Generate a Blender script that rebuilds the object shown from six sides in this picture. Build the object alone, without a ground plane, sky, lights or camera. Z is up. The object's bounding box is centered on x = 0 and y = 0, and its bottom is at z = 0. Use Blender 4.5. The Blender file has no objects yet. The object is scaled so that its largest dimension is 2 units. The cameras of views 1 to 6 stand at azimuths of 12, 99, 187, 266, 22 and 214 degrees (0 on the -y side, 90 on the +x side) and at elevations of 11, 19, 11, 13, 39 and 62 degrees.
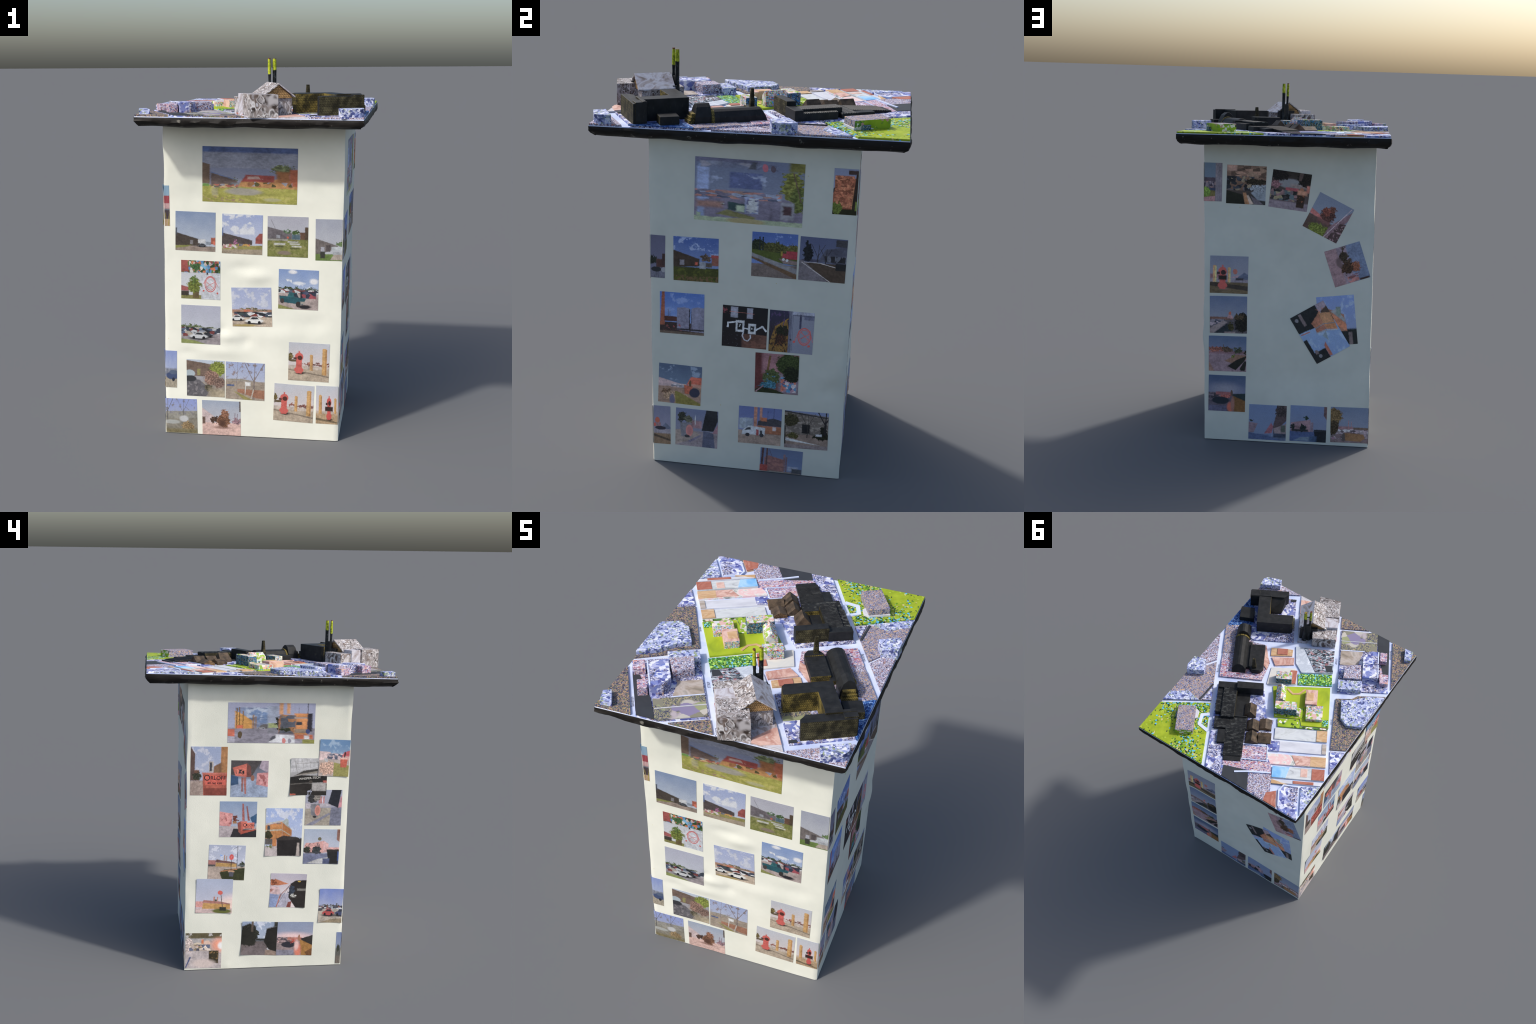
"""Papier and cardboard town model on a photo-covered white pedestal (metres, z up)."""
import bpy, bmesh, math, random
from mathutils import Vector, Matrix, noise

random.seed(7)

# --------------------------------------------------------------------------- helpers
def lin(h, gain=(1, 1, 1)):
    """'rrggbb' (sRGB) to linear rgba, scaled by a gain and kept below 0.92."""
    out = []
    for i in range(3):
        c = int(h[2 * i:2 * i + 2], 16) / 255.0
        c = c / 12.92 if c <= 0.04045 else ((c + 0.055) / 1.055) ** 2.4
        out.append(min(0.92, c * gain[i]))
    return (*out, 1.0)


def new_object(name, mesh, mat=None, parent=None, kind=None):
    ob = bpy.data.objects.new(name, mesh)
    bpy.context.scene.collection.objects.link(ob)
    if mat is not None:
        if isinstance(mat, (list, tuple)):
            for m in mat:
                ob.data.materials.append(m)
        else:
            ob.data.materials.append(mat)
    if parent is not None:
        ob.parent = parent
    if kind:
        ob["kind"] = kind
    return ob


def mesh_from(name, verts, faces, smooth=False):
    me = bpy.data.meshes.new(name)
    me.from_pydata([tuple(v) for v in verts], [], faces)
    me.validate()
    bm = bmesh.new()
    bm.from_mesh(me)
    bmesh.ops.recalc_face_normals(bm, faces=bm.faces)
    bm.to_mesh(me)
    bm.free()
    if smooth:
        for p in me.polygons:
            p.use_smooth = True
    return me


class Nodes:
    """Tiny wrapper for building shader trees."""

    def __init__(self, name):
        self.mat = bpy.data.materials.new(name)
        self.mat.use_nodes = True
        self.t = self.mat.node_tree
        self.bsdf = self.t.nodes["Principled BSDF"]
        self.bsdf.inputs["Roughness"].default_value = 0.75
        self.bsdf.inputs["Specular IOR Level"].default_value = 0.2

    def put(self, sock, v):
        if isinstance(v, bpy.types.NodeSocket):
            self.t.links.new(v, sock)
        elif v is not None:
            sock.default_value = v

    def math(self, op, a, b=None, c=None, clamp=False):
        n = self.t.nodes.new("ShaderNodeMath")
        n.operation = op
        n.use_clamp = clamp
        self.put(n.inputs[0], a)
        self.put(n.inputs[1], b)
        self.put(n.inputs[2], c)
        return n.outputs[0]

    def vmath(self, op, a, b=None, scale=None):
        n = self.t.nodes.new("ShaderNodeVectorMath")
        n.operation = op
        self.put(n.inputs[0], a)
        self.put(n.inputs[1], b)
        if scale is not None:
            self.put(n.inputs["Scale"], scale)
        return n.outputs["Value"] if op in ("DOT_PRODUCT", "LENGTH", "DISTANCE") else n.outputs[0]

    def coord(self, which="Object"):
        return self.t.nodes.new("ShaderNodeTexCoord").outputs[which]

    def mapping(self, vec, loc=(0, 0, 0), rot=(0, 0, 0), scale=(1, 1, 1), kind="POINT"):
        n = self.t.nodes.new("ShaderNodeMapping")
        n.vector_type = kind
        self.put(n.inputs["Vector"], vec)
        n.inputs["Location"].default_value = loc
        n.inputs["Rotation"].default_value = rot
        n.inputs["Scale"].default_value = scale
        return n.outputs[0]

    def noise(self, vec, scale, detail=2.0, rough=0.5, out="Fac", dist=0.0):
        n = self.t.nodes.new("ShaderNodeTexNoise")
        self.put(n.inputs["Vector"], vec)
        n.inputs["Scale"].default_value = scale
        n.inputs["Detail"].default_value = detail
        n.inputs["Roughness"].default_value = rough
        n.inputs["Distortion"].default_value = dist
        return n.outputs[out]

    def voronoi(self, vec, scale, feature="F1", out="Color", rand=1.0):
        n = self.t.nodes.new("ShaderNodeTexVoronoi")
        n.feature = feature
        self.put(n.inputs["Vector"], vec)
        n.inputs["Scale"].default_value = scale
        n.inputs["Randomness"].default_value = rand
        return n.outputs[out]

    def ramp(self, fac, stops, interp="LINEAR"):
        n = self.t.nodes.new("ShaderNodeValToRGB")
        cr = n.color_ramp
        cr.interpolation = interp
        while len(cr.elements) < len(stops):
            cr.elements.new(0.5)
        for e, (p, c) in zip(cr.elements, stops):
            e.position = p
            e.color = c
        self.put(n.inputs[0], fac)
        return n.outputs[0]

    def mix(self, fac, a, b, blend="MIX"):
        n = self.t.nodes.new("ShaderNodeMix")
        n.data_type = "RGBA"
        n.blend_type = blend
        self.put(n.inputs[0], fac)
        self.put(n.inputs[6], a)
        self.put(n.inputs[7], b)
        return n.outputs[2]

    def smooth(self, v, a, b):
        """0 below a, 1 above b (swap for the reverse)."""
        n = self.t.nodes.new("ShaderNodeMapRange")
        n.interpolation_type = "SMOOTHSTEP"
        lo, hi = (a, b) if a < b else (b, a)
        self.put(n.inputs[0], v)
        n.inputs[1].default_value = lo
        n.inputs[2].default_value = hi
        n.inputs[3].default_value, n.inputs[4].default_value = (0, 1) if a < b else (1, 0)
        return n.outputs[0]

    def axes(self, vec):
        n = self.t.nodes.new("ShaderNodeSeparateXYZ")
        self.put(n.inputs[0], vec)
        return n.outputs

    def channel(self, col, i=0):
        n = self.t.nodes.new("ShaderNodeSeparateColor")
        self.put(n.inputs[0], col)
        return n.outputs[i]

    def bump(self, height, strength, dist):
        n = self.t.nodes.new("ShaderNodeBump")
        n.inputs["Strength"].default_value = strength
        n.inputs["Distance"].default_value = dist
        self.put(n.inputs["Height"], height)
        self.put(self.bsdf.inputs["Normal"], n.outputs[0])

    def done(self, color, rough=None):
        self.put(self.bsdf.inputs["Base Color"], color)
        if rough is not None:
            self.put(self.bsdf.inputs["Roughness"], rough)
        return self.mat


# --------------------------------------------------------------------------- frame of the thing
# pedestal corners: bottom xy, top xy (the pedestal leans a little)
PED_TOP = 1.69
CORNERS = {"front_left": ((-0.491, -0.453), (-0.458, -0.485)),
           "front_right": ((0.449, -0.403), (0.475, -0.436)),
           "back_right": ((0.392, 0.528), (0.423, 0.512)),
           "back_left": ((-0.538, 0.479), (-0.508, 0.450))}
FACES = {"front": ("front_left", "front_right"), "east": ("front_right", "back_right"),
         "north": ("back_right", "back_left"), "west": ("back_left", "front_left")}
# tabletop corners
BOARD = [Vector(p) for p in ((-0.533, -0.721), (0.588, -0.671), (0.529, 0.721), (-0.588, 0.677))]
CITY = math.radians(31.0)
EA = Vector((math.cos(CITY), math.sin(CITY)))
EB = Vector((-math.sin(CITY), math.cos(CITY)))


def deck(x, y):
    """Height of the town blocks' surface: the tabletop is tilted slightly."""
    return 1.742 - 0.013 * x + 0.0235 * y


def city_xy(a, b):
    return EA * a + EB * b


def city(a, b, dz):
    p = city_xy(a, b)
    return Vector((p.x, p.y, deck(p.x, p.y) + dz))


# --------------------------------------------------------------------------- root
root = bpy.data.objects.new("town_model_on_pedestal", None)
bpy.context.scene.collection.objects.link(root)
root["label"] = "white pedestal covered in photo prints carrying a cardboard town model"
root["category"] = "architectural model"

# --------------------------------------------------------------------------- pedestal
def face_frame(face):
    ka, kb = FACES[face]
    (a0, a1), (b0, b1) = CORNERS[ka], CORNERS[kb]
    A0, A1 = Vector((*a0, 0)), Vector((*a1, PED_TOP))
    B0, B1 = Vector((*b0, 0)), Vector((*b1, PED_TOP))
    u = (B0 - A0).normalized()
    up = (A1 + B1) / 2 - (A0 + B0) / 2
    n = u.cross(up).normalized()
    v = n.cross(u)
    return A0, A1, B0, B1, u, v, n


# soft dents and swellings of the papered walls: (s, h, radius s, radius h, depth)
DENTS = {"front": [(0.42, 0.93, 0.07, 0.028, -0.0060), (0.50, 0.885, 0.07, 0.03, 0.0090), (0.31, 0.595, 0.025, 0.02, -0.0060),
                   (0.35, 0.555, 0.05, 0.025, 0.0075), (0.44, 0.53, 0.03, 0.03, -0.0060), (0.60, 0.57, 0.12, 0.05, 0.0060),
                   (0.13, 0.46, 0.05, 0.02, -0.0045), (0.30, 0.47, 0.12, 0.03, 0.0060), (0.80, 0.64, 0.08, 0.04, -0.0045),
                   (0.15, 1.30, 0.08, 0.06, -0.0045), (0.62, 1.28, 0.2, 0.04, 0.0030)],
         "east": [(0.915, 0.75, 0.03, 0.06, 0.006), (0.90, 0.60, 0.04, 0.06, 0.011), (0.85, 0.47, 0.04, 0.03, -0.004),
                  (0.86, 0.55, 0.05, 0.03, 0.004), (0.45, 0.25, 0.2, 0.1, 0.002), (0.05, 1.5, 0.05, 0.02, -0.002)],
         "north": [(0.03, 1.34, 0.02, 0.07, 0.006), (0.03, 0.95, 0.02, 0.2, 0.005), (0.02, 0.55, 0.02, 0.1, 0.004),
                   (0.30, 1.12, 0.20, 0.10, -0.010), (0.47, 0.88, 0.14, 0.22, -0.020), (0.50, 0.38, 0.22, 0.14, -0.015)],
         "west": [(0.92, 1.58, 0.03, 0.08, 0.006), (0.45, 1.62, 0.4, 0.03, 0.003), (0.25, 0.02, 0.02, 0.02, 0.003)]}
FACE_SEED = {"front": 1.3, "east": 7.1, "north": 13.7, "west": 23.9}


def swell(face, s, h):
    k = FACE_SEED[face]
    d = 0.0026 * noise.noise(Vector((s * 3 + k, h * 3, k))) + 0.0013 * noise.noise(Vector((s * 9 + k, h * 9, 2 * k)))
    if face == "north":
        d -= 0.004
    if face == "front":
        d += 0.003 * (1 - h / 0.85)
    for cs, ch, rs, rh, depth in DENTS[face]:
        d += depth * math.exp(-((s - cs) / rs) ** 2 - ((h - ch) / rh) ** 2)
    return d


def wall_depth(face, s, h):
    """Distance of the wall surface from the face's mean plane at s metres along, h metres up."""
    A0, A1, B0, B1, u, v, n = face_frame(face)
    t = min(1.0, max(0.0, h / (PED_TOP * v.z + 1e-9))) if v.z else 0
    L, Rr = A0.lerp(A1, t), B0.lerp(B1, t)
    sl, sr = (L - A0).dot(u), (Rr - A0).dot(u)
    f = min(1.0, max(0.0, (s - sl) / (sr - sl)))
    p = L.lerp(Rr, f)
    W = (B0 - A0).length
    edge = min(f * W, W - f * W)
    return (p - A0).dot(n) + swell(face, f * W, t * PED_TOP) * min(1.0, edge / 0.012)


def build_pedestal(mat):
    NS, NH = 64, 112
    verts, faces, ring = [], [], 4 * NS
    for j in range(NH + 1):
        t = j / NH
        for face in FACES:
            A0, A1, B0, B1, u, v, n = face_frame(face)
            W = (B0 - A0).length
            for i in range(NS):
                f = i / NS
                p = A0.lerp(A1, t).lerp(B0.lerp(B1, t), f)
                s = f * W
                edge = min(s, W - s)
                fade = min(1.0, edge / 0.012)
                p = p + n * swell(face, s, t * PED_TOP) * fade
                if i == 0:      # soften the arris
                    wav = 0.0035 * noise.noise(Vector((FACE_SEED[face], t * 9, 4.0))) - 0.0018
                    p = p + (n - u) * wav
                verts.append(p)
    for j in range(NH):
        for i in range(ring):
            a, b = j * ring + i, j * ring + (i + 1) % ring
            faces.append((a, b, b + ring, a + ring))
    faces.append(tuple(reversed(range(ring))))
    faces.append(tuple(range(NH * ring, NH * ring + ring)))
    me = mesh_from("pedestal", verts, faces, smooth=True)
    ob = new_object("pedestal", me, mat, root)
    me.set_sharp_from_angle(angle=math.radians(40))
    return ob


def wall_material():
    N = Nodes("white_wall_paint")
    c = N.coord()
    big = N.noise(c, 3.2, 4, 0.6)
    stain = N.noise(c, 1.4, 5, 0.65)
    col = N.ramp(big, [(0.3, (0.675, 0.69, 0.610, 1)), (0.7, (0.79, 0.795, 0.705, 1))])
    col = N.mix(N.math("MULTIPLY", N.smooth(stain, 0.50, 0.72), 0.45), col, (0.66, 0.655, 0.56, 1))
    spots = N.smooth(N.voronoi(c, 9.0, out="Distance"), 0.035, 0.02)
    rare = N.smooth(N.channel(N.voronoi(c, 9.0)), 0.80, 0.82)
    col = N.mix(N.math("MULTIPLY", N.math("MULTIPLY", spots, rare), 0.6), col, (0.60, 0.50, 0.16, 1))
    N.bump(N.noise(c, 210, 2), 0.35, 0.0016)
    return N.done(col, 0.6)


pedestal = build_pedestal(wall_material())

# --------------------------------------------------------------------------- photo prints
# A photo is described as layers, back to front, in photo coordinates (u right, v up, 0..1).
def S(top, bottom): return ("S", top, bottom)                                  # sky / backdrop gradient
def R(u0, v0, u1, v1, col, soft=0.026, rot=0): return ("R", u0, v0, u1, v1, col, soft, rot)
def E(cu, cv, ru, rv, col, soft=0.12, rot=0): return ("E", cu, cv, ru, rv, col, soft, rot)
def T(cu, cv, ru, rv, col): return ("T", cu, cv, ru, rv, col)                  # tree, bush, rock: ragged blob
def Q(pts, col, soft=0.026): return ("Q", pts, col, soft)                      # convex polygon
def M(u0, v0, u1, v1, cols, sx=14, sy=24): return ("M", u0, v0, u1, v1, cols, sx, sy)   # crowd of small things
def F(u0, v0, u1, v1, col, scale=12, thr=0.5): return ("F", u0, v0, u1, v1, col, scale, thr)  # flecks, clouds
def O(cu, cv, ru, rv, w, col): return ("O", cu, cv, ru, rv, w, col)            # ring


def L(u0, v0, u1, v1, w, col):                                                 # stroke
    d = Vector((u1 - u0, v1 - v0)).normalized()
    n = Vector((-d.y, d.x)) * w / 2
    return Q([(u0 - n.x, v0 - n.y), (u1 - n.x, v1 - n.y), (u1 + n.x, v1 + n.y), (u0 + n.x, v0 + n.y)], col, 0.008)


def car(u, v, w, body, glass="30343c"):
    """A car seen from the side: shadow, body, cabin, glass, two wheels."""
    h = w * 0.30
    return [E(u + w * 0.52, v + h * 0.12, w * 0.54, h * 0.25, "2a2a2e", 0.5), E(u + w / 2, v + h * 0.55, w * 0.5, h * 0.42, body, 0.15),
            Q([(u + w * .2, v + h * .8), (u + w * .85, v + h * .8), (u + w * .68, v + h * 1.35), (u + w * .36, v + h * 1.35)], body),
            Q([(u + w * .28, v + h * .85), (u + w * .78, v + h * .85), (u + w * .65, v + h * 1.24), (u + w * .4, v + h * 1.24)], glass),
            E(u + w * .22, v + h * .28, w * .08, w * .08, "202024"), E(u + w * .78, v + h * .28, w * .08, w * .08, "202024")]


def hydrant(u, v, h, red, dark="5a3028"):
    return [E(u + h * .05, v + h * .03, h * .2, h * .05, "3a302c", 0.5), R(u - h * .12, v + .02 * h, u + h * .12, v + h * .72, red, 0.02),
            E(u, v + h * .17, h * .19, h * .13, red), E(u, v + h * .74, h * .17, h * .18, red), R(u - h * .03, v + h * .88, u + h * .03, v + h, red),
            E(u + h * .03, v + h * .70, h * .10, h * .10, dark), R(u - h * .23, v + h * .62, u - h * .1, v + h * .72, dark, 0.03)]


def post(u, v0, v1, w, col="d8a862"):
    return [R(u - w / 2, v0, u + w / 2, v1, col), E(u, v1, w / 2, w * .3, col), R(u + w * .2, v0, u + w / 2, v1, "b98445", 0.03)]


def bare_tree(u, v0, v1, col, w=0.03):
    h = v1 - v0
    return [L(u, v0, u + .02, v0 + h * .6, w, col), L(u + .01, v0 + h * .45, u - h * .25, v1, w * .5, col),
            L(u + .015, v0 + h * .5, u + h * .28, v1, w * .5, col), L(u + .02, v0 + h * .55, u + .03, v1, w * .5, col)]


PRINTS = []
WALL_GAIN = {"front": (0.78, 0.78, 0.78), "east": (5.4, 4.6, 3.7), "north": (7.4, 6.2, 5.2), "west": (1.15, 1.15, 1.25)}  # east, north, west held low: prints keep some wall shade darkened into their inks


def photo(face, s0, s1, h0, h1, tilt, *layers, curl=0.0, lift=0.0012):
    flat = []
    for l in layers:
        flat.extend(l if isinstance(l, list) else [l])
    PRINTS.append((face, s0, s1, h0, h1, tilt, flat, curl, lift))


def photo_material(layers, gain, index):
    N = Nodes("photo_print_ink")
    p3 = N.coord("Generated")
    p = N.vmath("MULTIPLY", p3, (1, 1, 0))
    seedp = N.vmath("ADD", p, (index * 3.7, index * 1.9, 0))
    wob = N.vmath("SUBTRACT", N.noise(seedp, 9, 2, out="Color"), (0.5, 0.5, 0.5))
    soft_p = N.vmath("MULTIPLY", N.vmath("ADD", p, N.vmath("SCALE", wob, scale=0.03)), (1, 1, 0))
    rag = N.vmath("SUBTRACT", N.noise(seedp, 13, 3, 0.65, out="Color"), (0.5, 0.5, 0.5))
    rag_p = N.vmath("MULTIPLY", N.vmath("ADD", p, N.vmath("SCALE", rag, scale=0.26)), (1, 1, 0))
    fine = N.vmath("SUBTRACT", N.noise(seedp, 26, 3, 0.6, out="Color"), (0.5, 0.5, 0.5))
    edge_p = N.vmath("MULTIPLY", N.vmath("ADD", p, N.vmath("SCALE", fine, scale=0.030)), (1, 1, 0))
    col, amount = None, 0.15

    def rect_mask(u0, v0, u1, v1, soft, rot=0, src=None):
        q = N.mapping(src or edge_p, ((u0 + u1) / 2, (v0 + v1) / 2, 0), (0, 0, math.radians(rot)), (1, 1, 1), "TEXTURE")
        q = N.vmath("SUBTRACT", N.vmath("ABSOLUTE", q), ((u1 - u0) / 2, (v1 - v0) / 2, 0))
        x = N.axes(q)
        return N.smooth(N.math("MAXIMUM", x[0], x[1]), soft / 2, -soft / 2)

    for l in layers:
        k = l[0]
        if k == "S":
            y = N.axes(p)[1]
            y = N.math("ADD", y, N.math("MULTIPLY", N.math("SUBTRACT", N.noise(seedp, 3, 3), 0.5), 0.5))
            col = N.ramp(y, [(0.1, lin(l[2], gain)), (0.95, lin(l[1], gain))])
            continue
        if k == "R":
            m, c = rect_mask(*l[1:5], l[6], l[7]), lin(l[5], gain)
        elif k in "EO":
            q = N.mapping(soft_p if k == "E" else p, (l[1], l[2], 0), (0, 0, math.radians(l[7]) if k == "E" else 0), (l[3], l[4], 1), "TEXTURE")
            d = N.vmath("LENGTH", q)
            if k == "E":
                m, c = N.smooth(d, 1 + l[6], 1 - l[6]), lin(l[5], gain)
            else:
                m, c = N.smooth(N.math("ABSOLUTE", N.math("SUBTRACT", d, 1)), l[5] * 1.3, l[5] * .7), lin(l[6], gain)
        elif k == "T":
            q = N.mapping(rag_p, (l[1], l[2], 0), (0, 0, 0), (l[3], l[4], 1), "TEXTURE")
            m = N.smooth(N.vmath("LENGTH", q), 1.1, 0.9)
            c = N.mix(N.smooth(N.noise(seedp, 24, 2), 0.4, 0.65), lin(l[5], tuple(g * .55 for g in gain)), lin(l[5], tuple(g * 1.25 for g in gain)))
        elif k == "Q":
            pts = [Vector(a) for a in l[1]]
            area = sum(pts[i].x * pts[(i + 1) % len(pts)].y - pts[(i + 1) % len(pts)].x * pts[i].y for i in range(len(pts)))
            if area < 0:
                pts.reverse()
            d = None
            for i, a in enumerate(pts):
                e = (pts[(i + 1) % len(pts)] - a).normalized()
                n = Vector((e.y, -e.x))
                s = N.math("SUBTRACT", N.vmath("DOT_PRODUCT", edge_p, (n.x, n.y, 0)), n.dot(a))
                d = s if d is None else N.math("MAXIMUM", d, s)
            m, c = N.smooth(d, l[3] / 2, -l[3] / 2), lin(l[2], gain)
        elif k == "M":
            m = rect_mask(*l[1:5], 0.03, src=soft_p)
            q = N.mapping(soft_p, (index, 0, 0), (0, 0, 0.1), (l[6], l[7], 1))
            n = len(l[5])
            c = N.ramp(N.channel(N.voronoi(q, 1.0)), [(i / n, lin(x, gain)) for i, x in enumerate(l[5])], "CONSTANT")
        elif k == "F":
            m = N.math("MULTIPLY", rect_mask(*l[1:5], 0.06, src=soft_p), N.smooth(N.noise(seedp, l[6], 3, 0.6), l[7], l[7] + 0.1))
            c = lin(l[5], gain)
        col = N.mix(m, col, c)
        big = k in "RQTM"
        amount = N.math("MULTIPLY_ADD", m, N.math("SUBTRACT", 1.0 if big else 0.3, amount), amount)
    tone = N.math("ADD", N.math("MULTIPLY", N.noise(seedp, 15, 5, 0.7), 1.2), N.math("MULTIPLY", N.noise(seedp, 4, 2), 0.8))
    tone = N.math("MULTIPLY", N.math("SUBTRACT", tone, 1.0), N.math("MULTIPLY", amount, 1.25))
    col = N.mix(1.0, col, N.math("MAXIMUM", N.math("ADD", tone, 1.0), 0.15), "MULTIPLY")
    grain = N.math("MULTIPLY_ADD", N.noise(seedp, 40, 3, 0.7), 0.5, 0.75)
    col = N.mix(1.0, col, grain, "MULTIPLY")
    hs = N.t.nodes.new("ShaderNodeHueSaturation")
    hs.inputs["Saturation"].default_value = 0.90
    hs.inputs["Value"].default_value = 0.92
    N.put(hs.inputs["Color"], col)
    N.bsdf.inputs["Specular IOR Level"].default_value = 0.3
    return N.done(hs.outputs[0], 0.55)


def build_photo(index, face, s0, s1, h0, h1, tilt, layers, curl, lift):
    A0, A1, B0, B1, u, v, n = face_frame(face)
    w, h = s1 - s0, h1 - h0
    cs, ch = (s0 + s1) / 2, (h0 + h1) / 2
    r = math.radians(tilt)
    du = u * math.cos(r) + v * math.sin(r)
    dv = -u * math.sin(r) + v * math.cos(r)
    org = A0 + u * cs + v * ch
    K = 12
    verts, faces = [], []
    rng = random.Random(index)
    lifts = [rng.random() for _ in range(4)]
    for j in range(K + 1):
        for i in range(K + 1):
            x, y = (i / K - .5) * w, (j / K - .5) * h
            s = cs + x * math.cos(r) - y * math.sin(r)
            hh = ch + x * math.sin(r) + y * math.cos(r)
            z = wall_depth(face, s, hh) + lift
            fx, fy = i / K, j / K
            for q, (cx, cy) in enumerate(((0, 0), (1, 0), (0, 1), (1, 1))):
                z += curl * lifts[q] * max(0.0, 1 - 2.2 * math.hypot(fx - cx, fy - cy)) ** 2
            verts.append((x, y, z))
    for j in range(K):
        for i in range(K):
            a = j * (K + 1) + i
            faces.append((a, a + 1, a + K + 2, a + K + 1))
    rim = [i for i in range(K + 1)] + [(j * (K + 1) + K) for j in range(1, K + 1)] + \
          [K * (K + 1) + i for i in range(K - 1, -1, -1)] + [j * (K + 1) for j in range(K - 1, 0, -1)]
    base, m = len(verts), len(rim)
    for dz in (0.0, -0.0011):
        for i in rim:
            x, y, z = verts[i]
            verts.append((x, y, z + dz))
    for i in range(m):
        j = (i + 1) % m
        faces.append((base + j, base + i, base + m + i, base + m + j))
    me = mesh_from("photo_print", verts, faces)
    for q in range(K * K):
        me.polygons[q].use_smooth = True
    ob = new_object("photo_print", me, photo_material(layers, WALL_GAIN[face], index), root)
    ob.matrix_world = Matrix(((du.x, dv.x, n.x, org.x), (du.y, dv.y, n.y, org.y), (du.z, dv.z, n.z, org.z), (0, 0, 0, 1)))
    return ob


CARS = ["3a4250", "9aa2ae", "c8ccd2", "7a3a3a", "2a3038", "5a6a86", "b0a89c"]
# ---- front wall -------------------------------------------------------------------------
photo("front", .232, .723, 1.272, 1.557, -1.2, S("7482ae", "a2a7b8"), R(0, .9, 1, 1, "4f66a0", .03), R(-.1, .66, .09, 1.1, "4a69a8"),
      R(0, .62, 1, .9, "979db2", .05), R(-.1, -.1, 1.1, .31, "a9a848", .03), F(0, 0, 1, .3, "c0b860", 14, .52), Q([(-.02, .33), (.08, .33), (.08, .68), (-.02, .72)], "75604f"),
      Q([(.09, .28), (.37, .3), (.37, .40), (.09, .53)], "76645f"), L(.09, .54, .36, .41, .012, "6d86b8"), R(.3, .3, .41, .36, "80858e", .03),
      T(.37, .40, .03, .03, "74805a"), Q([(.38, .29), (1.02, .27), (1.02, .46), (.41, .40)], "c28a4c"), Q([(.41, .38), (.76, .38), (.76, .50), (.46, .51)], "a5443c"),
      M(.48, .43, .74, .48, ["a5443c", "a5443c", "c8a8a0"], 14, 10), T(.84, .62, .10, .10, "7d8a5e"), R(.78, .36, .93, .58, "a06636", .05), R(.92, .32, 1.02, .62, "b65f38"),
      M(.45, .30, .95, .38, ["c28a4c", "5a5630", "c28a4c", "9fa2b0", "a06a3a"], 22, 12), M(.1, .26, .38, .33, ["b56450", "76645f", "c9a878", "8a8f60", "a0a0a8"], 22, 30),
      R(0, .28, .07, .33, "6f9a44", .02), E(.44, .20, .19, .065, "aaa698", .25), F(0, .0, .45, .1, "a08668", 16, .5), E(.74, .07, .09, .035, "b9b684", .3), R(.1, .12, .165, .24, "b2ad80", .03))
photo("front", .083, .295, 1.015, 1.222, -1.6, S("8298bb", "c0cbdb"), Q([(-.02, .1), (.62, .13), (.62, .3), (-.02, .47)], "4f463f"), R(-.05, -.05, 1.05, .13, "9c8c80"),
      Q([(-.02, .05), (.3, .1), (.4, .15), (-.02, .12)], "8d9148"), R(.0, .4, .04, .58, "49505c"), R(.37, .17, .44, .27, "8d8c90"), R(.57, .2, .76, .31, "c8ccd0"),
      car(.56, .11, .22, "565a60"), R(.76, .17, .9, .25, "8c98a6"), R(.89, .19, 1.02, .36, "a8553c"), E(.98, .22, .04, .05, "e07050", .4))
photo("front", .330, .542, 1.004, 1.212, -1.6, S("9fb0dc", "cdd4e4"), F(.0, .5, .8, 1, "dfe4ec", 4, .45), Q([(-.02, .13), (.75, .24), (.75, .36), (-.02, .53)], "574d4c"),
      R(.0, .45, .03, .65, "5570a8"), R(-.05, -.05, 1.05, .17, "a89a84"), Q([(0, .1), (1.02, .14), (1.02, .24), (.3, .2)], "98924f"), Q([(.83, .28), (1.02, .28), (1.02, .54), (.93, .54), (.83, .42)], "a04c44"),
      M(.02, .14, .40, .24, ["b85460", "d8d4c8", "90a050", "574d4c", "c8a0a0", "d8d0d0"], 18, 24), M(.4, .2, .7, .26, ["d8a848", "8a8a90", "b86050", "707680"], 24, 30), T(.33, .30, .05, .04, "b4709c"))
photo("front", .568, .778, .994, 1.205, -.8, S("b6b8c6", "c8ccd4"), L(.08, .92, .2, .68, .008, "6a6868"), Q([(-.02, .38), (.60, .42), (.60, .6), (-.02, .74)], "706a70"),
      T(.48, .62, .1, .04, "5f7a5a"), T(.72, .6, .12, .06, "4d6a38"), R(.8, .42, .94, .62, "6a4c3a"), R(.92, .4, 1.02, .75, "5a4a38"), R(-.05, -.05, 1.05, .44, "7f8440"),
      F(0, 0, 1, .42, "98965a", 10, .5), R(.22, .46, .31, .54, "a6aab4"), M(.34, .50, .6, .58, ["706a70", "3c3a40", "706a70"], 9, 9), R(.60, .44, .80, .56, "55707e"), E(.50, .48, .03, .03, "c05a40"),
      R(.16, .29, .44, .34, "c6c8c2"), R(.18, .24, .40, .27, "5c5e3a"), R(.5, .36, .76, .395, "c6c8c2"), R(.55, .31, .80, .345, "c8cac4"), R(.60, .25, .84, .285, "c8cac4"), R(.56, .20, .8, .23, "565a34"),
      R(.0, .4, .5, .44, "a8a6a0", .03), E(.42, .1, .16, .05, "8f8070", .3))
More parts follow.
